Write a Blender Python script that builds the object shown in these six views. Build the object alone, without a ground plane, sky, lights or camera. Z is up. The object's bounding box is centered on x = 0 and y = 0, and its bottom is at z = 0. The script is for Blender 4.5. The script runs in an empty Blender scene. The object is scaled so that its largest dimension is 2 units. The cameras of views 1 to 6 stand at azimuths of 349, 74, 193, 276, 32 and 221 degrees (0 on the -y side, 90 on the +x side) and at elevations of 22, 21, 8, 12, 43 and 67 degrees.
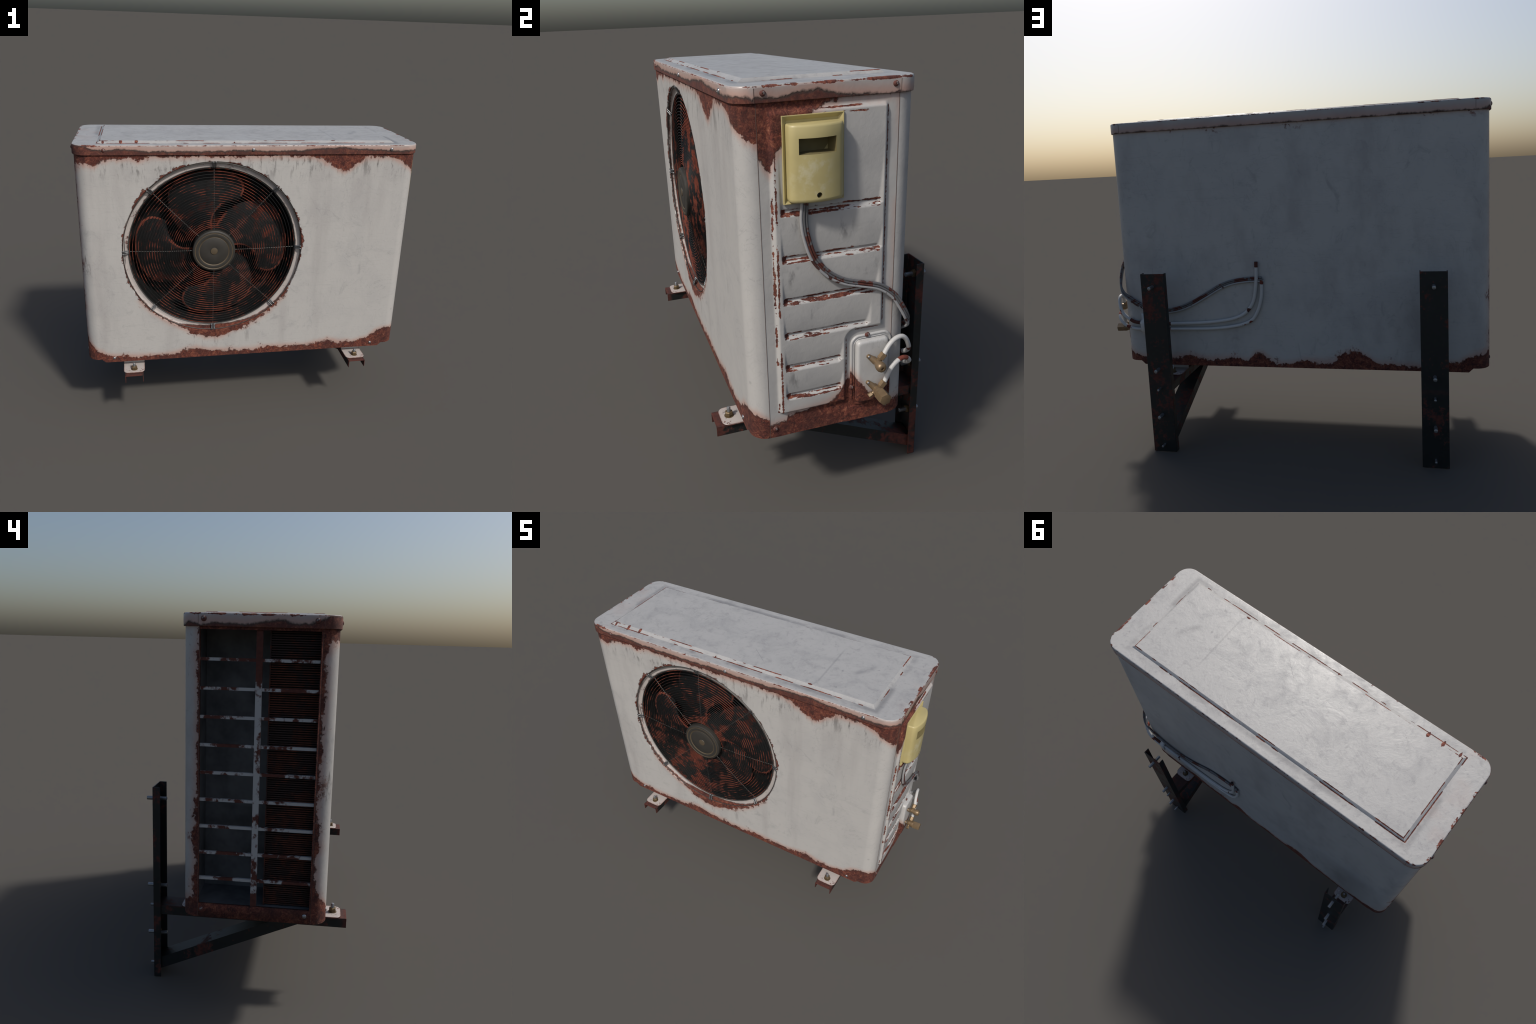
# Weathered outdoor air-conditioning unit on two black steel wall brackets.
import bpy, bmesh, math, random
import numpy as np
from mathutils import Vector, Matrix, noise
from mathutils.geometry import delaunay_2d_cdt

random.seed(7)
SCN = bpy.context.scene
PI = math.pi

# ------------------------------------------------------------------ sizes
X0, X1 = -0.984, 0.880          # casing, left / right
Y0, Y1 = -0.366, 0.240          # casing, front / back
RC = 0.064                      # casing corner radius
ZB, ZC = 0.400, 0.420           # bottom of front/back sheets, bottom of corners and sides
ZT = 1.640                      # sheets run up under the lid
SF, SB = -0.303, 0.173          # seams between front / side / back sheets
LID = dict(x0=-0.993, x1=0.888, y0=-0.374, y1=0.248, r=0.072, z0=1.620, z1=1.672)
FAN = Vector((-0.261, 0.0, 1.079))
RH = 0.503                      # radius of the round opening
GY0, GY1, GZ0, GZ1 = -0.296, 0.173, 0.478, 1.610   # side intake opening
BX = (-0.726, 0.617)            # bracket centres


# ------------------------------------------------------------------ mesh helpers
def obj_from(name, verts, faces, mat=None, parent=None, smooth=None):
    me = bpy.data.meshes.new(name)
    me.from_pydata([tuple(v) for v in verts], [], faces)
    me.update()
    bm = bmesh.new(); bm.from_mesh(me)
    bmesh.ops.remove_doubles(bm, verts=bm.verts, dist=1e-6)
    bmesh.ops.recalc_face_normals(bm, faces=bm.faces)
    bm.to_mesh(me); bm.free()
    o = bpy.data.objects.new(name, me)
    SCN.collection.objects.link(o)
    if mat is not None:
        for m in (mat if isinstance(mat, (list, tuple)) else [mat]):
            me.materials.append(m)
    if parent is not None:
        o.parent = parent
    if smooth is not None:
        me.shade_smooth()
        if smooth < 179:
            me.set_sharp_from_angle(angle=math.radians(smooth))
    return o


def join_geo(parts):
    V, F = [], []
    for v, f in parts:
        b = len(V)
        V += list(v)
        F += [tuple(i + b for i in q) for q in f]
    return V, F


def box(x0, x1, y0, y1, z0, z1):
    v = [(x, y, z) for x in (x0, x1) for y in (y0, y1) for z in (z0, z1)]
    return v, [(0, 1, 3, 2), (4, 6, 7, 5), (0, 4, 5, 1), (2, 3, 7, 6), (0, 2, 6, 4), (1, 5, 7, 3)]


def prism(poly, a0, a1, axis):
    """2D polygon extruded along an axis; poly is given in the two other axes, in order."""
    n = len(poly)
    def P(p, a):
        q = list(p); q.insert(axis, a); return tuple(q)
    v = [P(p, a0) for p in poly] + [P(p, a1) for p in poly]
    f = [tuple(range(n)), tuple(range(2 * n - 1, n - 1, -1))]
    f += [(i, (i + 1) % n, n + (i + 1) % n, n + i) for i in range(n)]
    return v, f


def frame(axis):
    a = Vector(axis).normalized()
    u = a.cross(Vector((0, 0, 1)) if abs(a.z) < 0.9 else Vector((1, 0, 0))).normalized()
    return a, u, a.cross(u)


def lathe(profile, n, origin, axis, phase=0.0, cap=True):
    a, u, w = frame(axis)
    o = Vector(origin)
    V, F = [], []
    for s, r in profile:
        for k in range(n):
            t = 2 * PI * k / n + phase
            V.append(o + a * s + (u * math.cos(t) + w * math.sin(t)) * r)
    m = len(profile)
    for i in range(m - 1):
        for k in range(n):
            k2 = (k + 1) % n
            F.append((i * n + k, i * n + k2, (i + 1) * n + k2, (i + 1) * n + k))
    if cap:
        F.append(tuple(range(n - 1, -1, -1)))
        F.append(tuple((m - 1) * n + k for k in range(n)))
    return V, F


def catmull(pts, step=0.006):
    pts = [Vector(p) for p in pts]
    P = [pts[0] * 2 - pts[1]] + pts + [pts[-1] * 2 - pts[-2]]
    out = []
    for i in range(1, len(P) - 2):
        p0, p1, p2, p3 = P[i - 1:i + 3]
        n = max(2, int((p2 - p1).length / step))
        for k in range(n):
            t = k / n
            out.append(0.5 * ((2 * p1) + (p2 - p0) * t + (2 * p0 - 5 * p1 + 4 * p2 - p3) * t * t + (3 * p1 - p0 - 3 * p2 + p3) * t ** 3))
    out.append(pts[-1])
    return out


def tube(pts, r, n=12, closed=False):
    pts = [Vector(p) for p in pts]
    m = len(pts)
    V, F = [], []
    u = None
    for i, p in enumerate(pts):
        if closed:
            t = (pts[(i + 1) % m] - pts[i - 1]).normalized()
        else:
            t = (pts[min(i + 1, m - 1)] - pts[max(i - 1, 0)]).normalized()
        if u is None:
            u = t.cross(Vector((0, 1, 0)) if abs(t.y) < 0.8 else Vector((1, 0, 0))).normalized()
        u = (u - t * u.dot(t)).normalized()
        w = t.cross(u)
        rr = r(i / max(1, m - 1)) if callable(r) else r
        for k in range(n):
            a = 2 * PI * k / n
            V.append(p + (u * math.cos(a) + w * math.sin(a)) * rr)
    for i in range(m if closed else m - 1):
        j = (i + 1) % m
        for k in range(n):
            k2 = (k + 1) % n
            F.append((i * n + k, i * n + k2, j * n + k2, j * n + k))
    if not closed:
        F.append(tuple(range(n - 1, -1, -1)))
        F.append(tuple((m - 1) * n + k for k in range(n)))
    return V, F


def rrect(x0, x1, y0, y1, r, n=10):
    """rounded rectangle, counter-clockwise"""
    out = []
    for cx, cy, a in ((x1 - r, y0 + r, -90), (x1 - r, y1 - r, 0), (x0 + r, y1 - r, 90), (x0 + r, y0 + r, 180)):
        for k in range(n + 1):
            t = math.radians(a + 90 * k / n)
            out.append((cx + r * math.cos(t), cy + r * math.sin(t)))
    return out


def loft(loops, cap_first=False, cap_last=False):
    n = len(loops[0])
    V = [p for L in loops for p in L]
    F = []
    for i in range(len(loops) - 1):
        for k in range(n):
            k2 = (k + 1) % n
            F.append((i * n + k, i * n + k2, (i + 1) * n + k2, (i + 1) * n + k))
    if cap_first:
        F.append(tuple(range(n - 1, -1, -1)))
    if cap_last:
        F.append(tuple((len(loops) - 1) * n + k for k in range(n)))
    return V, F


def fill_with_holes(outer, holes, keep):
    """triangulate a flat outline with holes; keep(x, y) says whether a triangle stays"""
    P, E = [], []
    for L in [outer] + holes:
        b = len(P)
        P += [Vector(p) for p in L]
        E += [(b + i, b + (i + 1) % len(L)) for i in range(len(L))]
    v, e, f, *_ = delaunay_2d_cdt(P, E, [], 0, 1e-6)
    area = lambda q: abs((v[q[1]] - v[q[0]]).cross(v[q[2]] - v[q[0]])) / 2
    F = [tuple(q) for q in f if area(q) > 1e-8 and keep(sum(v[i].x for i in q) / 3, sum(v[i].y for i in q) / 3)]
    return [(p.x, p.y) for p in v], F


# ------------------------------------------------------------------ node helpers
class S:
    """a float socket (or number) with arithmetic"""
    def __init__(self, g, v): self.g, self.v = g, v
    def _m(self, op, *o, clamp=False):
        n = self.g.nt.nodes.new("ShaderNodeMath"); n.operation = op; n.use_clamp = clamp
        for i, a in enumerate((self,) + o):
            self.g.put(n.inputs[i], a)
        return S(self.g, n.outputs[0])
    def __add__(s, o): return s._m("ADD", o)
    __radd__ = __add__
    def __sub__(s, o): return s._m("SUBTRACT", o)
    def __rsub__(s, o): return S(s.g, o)._m("SUBTRACT", s)
    def __mul__(s, o): return s._m("MULTIPLY", o)
    __rmul__ = __mul__
    def __truediv__(s, o): return s._m("DIVIDE", o)
    def __neg__(s): return s._m("MULTIPLY", -1.0)
    def abs(s): return s._m("ABSOLUTE")
    def max(s, o): return s._m("MAXIMUM", o)
    def min(s, o): return s._m("MINIMUM", o)
    def pow(s, o): return s._m("POWER", o)
    def clamp(s): return s._m("ADD", 0.0, clamp=True)
    def step(s, a, b):
        n = s.g.nt.nodes.new("ShaderNodeMapRange"); n.interpolation_type = "SMOOTHSTEP"; n.clamp = True
        s.g.put(n.inputs[0], s); s.g.put(n.inputs[1], a); s.g.put(n.inputs[2], b)
        return S(s.g, n.outputs[0])


class Graph:
    def __init__(self, name):
        self.mat = bpy.data.materials.new(name)
        self.mat.use_nodes = True
        self.nt = self.mat.node_tree
        self.nt.nodes.clear()
        self.out = self.nt.nodes.new("ShaderNodeOutputMaterial")
        self.bsdf = self.nt.nodes.new("ShaderNodeBsdfPrincipled")
        self.nt.links.new(self.bsdf.outputs[0], self.out.inputs[0])
        tc = self.nt.nodes.new("ShaderNodeTexCoord")
        self.P = tc.outputs["Object"]
        sp = self.nt.nodes.new("ShaderNodeSeparateXYZ")
        self.nt.links.new(self.P, sp.inputs[0])
        self.x, self.y, self.z = (S(self, sp.outputs[i]) for i in range(3))

    def put(self, sock, v):
        if isinstance(v, S): v = v.v
        if hasattr(v, "is_linked") or isinstance(v, bpy.types.NodeSocket):
            self.nt.links.new(v, sock)
        elif isinstance(v, (tuple, list)) and len(v) == 3 and sock.type == "RGBA":
            sock.default_value = (*v, 1.0)
        else:
            sock.default_value = v

    def val(self, v): return S(self, v) if not isinstance(v, S) else v

    def noise(self, scale, detail=4.0, rough=0.55, stretch=None, off=(0, 0, 0), dist=0.0, colour=False):
        src = self.P
        if stretch or any(off):
            m = self.nt.nodes.new("ShaderNodeMapping")
            self.nt.links.new(src, m.inputs[0])
            m.inputs["Scale"].default_value = stretch or (1, 1, 1)
            m.inputs["Location"].default_value = off
            src = m.outputs[0]
        n = self.nt.nodes.new("ShaderNodeTexNoise")
        self.nt.links.new(src, n.inputs["Vector"])
        n.inputs["Scale"].default_value = scale
        n.inputs["Detail"].default_value = detail
        n.inputs["Roughness"].default_value = rough
        n.inputs["Distortion"].default_value = dist
        return S(self, n.outputs["Fac"])

    def voronoi(self, scale, off=(0, 0, 0), feature="F1", stretch=(1, 1, 1)):
        m = self.nt.nodes.new("ShaderNodeMapping")
        self.nt.links.new(self.P, m.inputs[0])
        m.inputs["Location"].default_value = off
        m.inputs["Scale"].default_value = stretch
        n = self.nt.nodes.new("ShaderNodeTexVoronoi")
        n.feature = feature
        self.nt.links.new(m.outputs[0], n.inputs["Vector"])
        n.inputs["Scale"].default_value = scale
        return S(self, n.outputs["Distance"])

    def curve(self, v, pts):
        """piecewise-linear function through hand-placed (position, height) points"""
        a, b = pts[0][0], pts[-1][0]
        top = max(abs(p[1]) for p in pts) or 1.0
        n = self.nt.nodes.new("ShaderNodeFloatCurve")
        self.put(n.inputs["Value"], ((self.val(v) - a) / (b - a)))
        c = n.mapping.curves[0]
        q = [((p[0] - a) / (b - a), p[1] / top * 0.5 + 0.5) for p in pts]
        c.points[0].location, c.points[1].location = q[0], q[-1]
        for t in q[1:-1]:
            c.points.new(*t)
        for p in c.points:
            p.handle_type = "VECTOR"
        n.mapping.update()
        return (S(self, n.outputs[0]) - 0.5) * (2.0 * top)

    def mix(self, fac, a, b, blend="MIX"):
        n = self.nt.nodes.new("ShaderNodeMix"); n.data_type = "RGBA"; n.blend_type = blend
        self.put(n.inputs[0], fac); self.put(n.inputs[6], a); self.put(n.inputs[7], b)
        return n.outputs[2]

    def ramp(self, v, stops):
        n = self.nt.nodes.new("ShaderNodeValToRGB")
        self.put(n.inputs[0], v)
        e = n.color_ramp.elements
        e[0].position, e[0].color = stops[0][0], (*stops[0][1], 1)
        e[1].position, e[1].color = stops[-1][0], (*stops[-1][1], 1)
        for p, c in stops[1:-1]:
            k = e.new(p); k.color = (*c, 1)
        return n.outputs[0]

    def bump(self, h, dist, strength=1.0, chain=None):
        n = self.nt.nodes.new("ShaderNodeBump")
        n.inputs["Strength"].default_value = strength
        n.inputs["Distance"].default_value = dist
        self.put(n.inputs["Height"], h)
        if chain is not None:
            self.nt.links.new(chain, n.inputs["Normal"])
        return n.outputs[0]

    def finish(self, colour, rough, metal=0.0, normal=None, spec=0.5):
        b = self.bsdf.inputs
        self.put(b["Base Color"], colour)
        self.put(b["Roughness"], rough)
        self.put(b["Metallic"], metal)
        b["Specular IOR Level"].default_value = spec
        if normal is not None:
            self.nt.links.new(normal, b["Normal"])
        return self.mat


PAINT = (0.430, 0.420, 0.405)


def rust_colour(g, off=0.0):
    a = g.noise(42, 9, 0.78, off=(off, 1.3, 0.4), dist=0.6)
    b = g.noise(10, 6, 0.65, off=(off, 4.3, 2.4))
    k = g.noise(120, 4, 0.7, off=(off, 2.3, 0.4))
    c = g.ramp(a, [(0.34, (0.020, 0.008, 0.007)), (0.44, (0.085, 0.021, 0.015)), (0.53, (0.160, 0.040, 0.025)), (0.61, (0.255, 0.088, 0.050)), (0.70, (0.36, 0.165, 0.10))])
    c = g.mix(k.step(0.54, 0.66) * 0.65, c, (0.30, 0.115, 0.065))
    c = g.mix(k.step(0.46, 0.34) * 0.6, c, (0.045, 0.014, 0.011))
    o = g.noise(6, 5, 0.6, off=(off, 9.3, 2.4))
    c = g.mix(o.step(0.54, 0.72) * 0.32, c, (0.215, 0.075, 0.030))
    return g.mix(b.step(0.46, 0.62) * 0.62, c, (0.055, 0.017, 0.014))


def painted(name, field=None, rag=0.030, fine=0.014, halo=0.55, dark=0.6, streak=None, off=0.0, grime=1.0, paint=PAINT, extra=None, rough=0.42):
    """chipped white paint: rust where field > 0 (metres inside the rust), pink stain round it"""
    g = Graph(name)
    big = g.noise(11, 9, 0.68, off=(off, 0, 0))
    small = g.noise(70, 5, 0.6, off=(0, off, 0))
    mid = g.noise(30, 6, 0.7, stretch=(1.0, 1.0, 0.75), off=(off, off, 2), dist=0.8)
    # dirty paint
    cloud = g.noise(5.0, 9, 0.66, off=(off, 7, 3), dist=0.4)
    smear = g.noise(7.0, 6, 0.6, stretch=(1.0, 1.0, 0.16 if streak is not None else 0.5), off=(3, off, 1))
    spot = g.noise(26, 6, 0.7, off=(off, 2, 9))
    col = g.mix(cloud.step(0.42, 0.70) * (0.16 * grime), paint, (0.27, 0.27, 0.28))
    col = g.mix(smear.step(0.46, 0.72) * (0.34 * grime), col, (0.30, 0.285, 0.28))
    blot = g.noise(13, 8, 0.72, stretch=(1.0, 1.0, 0.6), off=(off, 6, 6), dist=1.0)
    col = g.mix(blot.step(0.55, 0.72) * (0.30 * grime), col, (0.235, 0.235, 0.235))
    col = g.mix(spot.step(0.66, 0.76) * (0.35 * grime), col, (0.20, 0.20, 0.20))
    scr = g.noise(3.2, 3, 0.5, stretch=(1.0, 9.0, 9.0), off=(off, 5, 2), dist=1.2)
    col = g.mix((1.0 - (scr - 0.5).abs().step(0.0, 0.012)) * (0.13 * grime), col, (0.22, 0.22, 0.23))
    wig = (g.noise(4.5, 5, 0.6, stretch=(1.0, 1.0, 0.7), off=(off, 3, 1), dist=1.8) - 0.5).abs()
    col = g.mix((1.0 - wig.step(0.0, 0.009)) * cloud.step(0.46, 0.60) * 0.24, col, (0.17, 0.17, 0.17))
    spots = (1.0 - g.voronoi(5.5, (off, 0.1, 0.2), stretch=(1.0, 0.3, 1.0)).step(0.02, 0.055)) * spot.step(0.44, 0.56)
    col = g.mix(spots * 0.40, col, (0.20, 0.20, 0.20))
    height = small * 0.15 + cloud * 0.5
    if streak is not None:
        s1 = g.noise(44, 6, 0.7, stretch=(1.0, 1.0, 0.16), off=(off, 0, 5))
        s2 = g.noise(11, 5, 0.65, stretch=(1.0, 1.0, 0.6), off=(off, 3, 5))
        m = streak(g) * ((s1 - 0.5) * 2.2 + (s2 - 0.5) * 1.7 + 0.45).step(0.48, 0.84)
        col = g.mix(m * 0.9, col, (0.060, 0.057, 0.055))
    ro = g.val(rough) + (cloud - 0.5) * 0.25
    if field is not None:
        f = field(g)
        f, fh = f if isinstance(f, tuple) else (f, f)
        fn = f + (big - 0.5) * (2 * rag) + (mid - 0.5) * (3 * fine) + (small - 0.5) * (2 * fine)
        h = (fh + (big - 0.5) * rag).step(-0.050, 0.004)
        col = g.mix(h * h * halo, col, (0.40, 0.205, 0.150))
        edge = fn.step(-0.004, 0.001) * (1.0 - fn.step(0.001, 0.007))
        pits = (big + small * 0.5).step(0.86, 0.92) * h
        m = fn.step(-0.0026, 0.0044)
        m = m.max(pits * 0.9)
        col = g.mix(m, col, rust_colour(g, off))
        blk = g.noise(6, 3, 0.5, off=(off, 8, 8)).step(0.40, 0.60)
        col = g.mix(edge * blk * dark, col, (0.040, 0.026, 0.022))
        ro = ro + (0.88 - ro) * m
        rb = g.noise(60, 8, 0.8, off=(off, 1, 1))
        height = height * (1.0 - m) + m * (rb * 2.2 - 1.2)
    if extra is not None:
        col, ro = extra(g, col, ro)
    nrm = g.bump(height, 0.0045, 0.85)
    return g.finish(col, ro, 0.0, nrm, 0.45)


def box_sdf(g, u, v, u0, u1, v0, v1):
    return ((u - (u0 + u1) / 2).abs() - (u1 - u0) / 2).max((v - (v0 + v1) / 2).abs() - (v1 - v0) / 2)


# ---- rust masks, part by part ----
def front_field(g):
    # under the lid, along the bottom, round the opening, up the corners
    top = g.curve(g.x, [(-1.0, 0.060), (-0.94, 0.045), (-0.88, 0.060), (-0.85, 0.022), (-0.70, 0.020), (-0.66, 0.034), (-0.60, 0.010), (-0.30, 0.012), (-0.1, 0.014),
                        (0.14, 0.006), (0.30, 0.020), (0.37, 0.050), (0.43, 0.090), (0.47, 0.095), (0.53, 0.055), (0.60, 0.020), (0.70, 0.018), (0.76, 0.030), (0.80, 0.050), (0.85, 0.085), (0.90, 0.120)])
    yw = g.curve(g.y, [(-0.37, 0.0), (-0.34, 0.0), (-0.30, 0.03), (-0.2, 0.03)])
    right = g.x.step(0.0, 0.1)
    drip = g.noise(34, 5, 0.65, stretch=(1.0, 1.0, 0.2), off=(2, 2, 2))
    a = top + yw * right + g.z - 1.622 + (drip - 0.5) * 0.050 * top.step(0.005, 0.03)
    bot = g.curve(g.x, [(-1.0, 0.19), (-0.97, 0.13), (-0.93, 0.075), (-0.88, 0.050), (-0.80, 0.030), (-0.55, 0.022), (-0.45, 0.042), (-0.36, 0.058), (-0.28, 0.040), (-0.10, 0.026), (0.10, 0.040),
                        (0.30, 0.032), (0.45, 0.060), (0.52, 0.046), (0.60, 0.036), (0.70, 0.055), (0.75, 0.105), (0.80, 0.115), (0.86, 0.120), (0.90, 0.15)])
    yl = g.curve(g.y, [(-0.37, 0.0), (-0.345, 0.0), (-0.30, -0.05), (-0.2, -0.05)])
    b = bot + yl * right + 0.402 - g.z
    dx, dz = g.x - FAN.x, g.z - FAN.z
    r = (dx * dx + dz * dz).pow(0.5)
    under = g.curve(dx, [(-0.5, 0.0), (-0.22, 0.003), (-0.14, 0.018), (-0.04, 0.046), (0.03, 0.050), (0.12, 0.020), (0.22, 0.012), (0.34, 0.004), (0.5, 0.0)]) * (0.0 - dz).step(0.1, 0.3)
    patch = g.noise(7, 3, 0.6, off=(4, 4, 1)).step(0.40, 0.62) * 0.013 - 0.004
    c = under + patch + RH - r
    # the opening's ragged line needs finer raggedness: shrink the big noise by lifting only close to it
    iw = g.curve(g.z, [(0.40, 0.04), (0.52, 0.03), (0.58, 0.016), (0.70, 0.010), (0.76, 0.020), (0.84, 0.006), (0.95, 0.004), (1.08, 0.008), (1.2, 0.010), (1.30, 0.018), (1.42, 0.020), (1.50, 0.012), (1.55, 0.03), (1.64, 0.06)])
    d = iw + g.y + 0.304 - g.x.step(-0.95, -0.90) * 0.3
    near = a.max(b).max(under + RH - 0.004 - r - (dz + 0.3).step(0.0, 0.1) * 0.2).max(d)
    return a.max(b).max(c).max(d), near


def front_streak(g):
    amount = g.curve(g.x, [(-1.0, 0.35), (-0.85, 0.6), (-0.72, 1.0), (-0.55, 0.9), (-0.42, 0.7), (-0.1, 0.5), (0.12, 1.0), (0.22, 0.9), (0.35, 0.8), (0.55, 0.6), (0.66, 0.95), (0.78, 0.9), (0.9, 0.6)])
    a = g.z.step(1.44, 1.60) * amount
    dx = g.x - FAN.x
    b = (g.curve(dx, [(-0.6, 0.0), (-0.2, 0.1), (-0.13, 0.9), (0.0, 0.8), (0.16, 0.5), (0.3, 0.0), (1.2, 0.0)])) * (0.585 - g.z).step(0.0, 0.02) * g.z.step(0.44, 0.55)
    c = g.x.step(-0.90, -0.96) * g.z.step(0.92, 1.0) * (1.0 - g.z.step(1.02, 1.14))
    return a.max(b).max(c * 0.9).clamp()


def back_field(g):
    bot = g.curve(g.x, [(-1.0, 0.11), (-0.97, 0.10), (-0.90, 0.085), (-0.84, 0.045), (-0.72, 0.022), (-0.55, 0.026), (-0.44, 0.040), (-0.37, 0.080), (-0.30, 0.078), (-0.24, 0.035), (-0.10, 0.040), (-0.02, 0.020),
                        (0.06, 0.018), (0.12, 0.070), (0.16, 0.075), (0.20, 0.026), (0.30, 0.042), (0.42, 0.038), (0.52, 0.052), (0.62, 0.045), (0.78, 0.040), (0.84, 0.062), (0.90, 0.085)])
    b = bot + 0.402 - g.z
    top = g.noise(4, 2, 0.5, off=(1, 2, 3)).step(0.45, 0.75) * 0.012 - 0.012 + g.z - 1.618
    left = g.curve(g.z, [(0.4, 0.03), (0.55, 0.022), (0.62, 0.014), (0.75, 0.022), (0.9, 0.010), (1.2, 0.008), (1.40, 0.004), (1.52, 0.012), (1.56, 0.0), (1.7, 0.002)]) + 0.174 - g.y - g.x.step(-0.96, -0.93) * 0.3
    return b.max(top).max(left)


def lid_field(g):
    # brown band along the lower rim, worn outer edge, worn lines of the raised panel
    fr = g.curve(g.x, [(-1.0, 0.048), (-0.93, 0.052), (-0.88, 0.026), (-0.72, 0.027), (-0.55, 0.017), (-0.3, 0.017), (-0.16, 0.022), (0.1, 0.019), (0.22, 0.022), (0.32, 0.034), (0.45, 0.036), (0.56, 0.027), (0.70, 0.019), (0.80, 0.016), (0.9, 0.020)])
    front = g.y.step(-0.30, -0.33)
    sd = g.curve(g.y, [(-0.38, 0.010), (-0.30, 0.016), (-0.24, 0.012), (-0.17, 0.020), (-0.11, 0.026), (-0.06, 0.018), (0.0, 0.004), (0.12, 0.0), (0.17, 0.003), (0.25, -0.004)])
    bk = g.noise(3.5, 2, 0.5, off=(6, 1, 2)).step(0.50, 0.8) * 0.010 - 0.006
    back = g.y.step(0.22, 0.245)
    left = g.x.step(-0.93, -0.985) * g.curve(g.y, [(-0.38, 0.06), (-0.34, 0.05), (-0.29, 0.022), (-0.20, 0.012), (0.0, 0.010), (0.12, 0.012), (0.17, 0.006), (0.2, 0.016), (0.25, 0.008)])
    h = (front * fr).max((1.0 - front) * (1.0 - back) * sd).max(back * bk).max(left)
    rim = h + 1.6205 - g.z
    # outer top edge: more wear on the short sides
    oe = box_sdf(g, g.x, g.y, LID["x0"], LID["x1"], LID["y0"], LID["y1"])
    side = g.x.abs().step(0.80, 0.86)
    worn = g.noise(13, 5, 0.65, off=(2, 5, 5)).step(0.42, 0.60) * 0.0062 * (0.35 + side * 0.65) - 0.0085
    edge = worn - (g.z - 1.668).abs() + 0.008
    edge = edge + (oe + 0.012).min(0.0)
    # the two lines at foot and crest of the raised panel
    foot = box_sdf(g, g.x, g.y, -0.866, 0.754, -0.321, 0.183).abs()
    crest = box_sdf(g, g.x, g.y, -0.851, 0.740, -0.303, 0.172).abs()
    d1 = g.noise(10, 2, 0.5, off=(0.3, 0, 0)).step(0.44, 0.54) * 0.0052 - 0.0024
    d2 = g.noise(8, 2, 0.5, off=(5, 2, 0)).step(0.46, 0.56) * 0.0050 - 0.0024
    ontop = g.z.step(1.664, 1.670)
    lines = (d1 - foot).max(d2 - crest) - (1.0 - ontop)
    nick = g.val(-1.0)
    wob = g.noise(90, 4, 0.6, off=(1, 5, 1))
    for cx, cy, w, l in ((-0.835, -0.312, 0.006, 0.018), (-0.745, -0.310, 0.008, 0.022), (-0.665, -0.309, 0.009, 0.018), (0.40, -0.300, 0.012, 0.006), (-0.15, -0.318, 0.004, 0.008)):
        nick = nick.max(0.0 - (((g.x - cx) / w).abs().pow(1.5) + ((g.y - cy) / l).abs().pow(1.5)) * 0.005 + 0.0055 + (wob - 0.5) * 0.008)
    return rim, edge, lines.max(nick - (1.0 - ontop))


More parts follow.
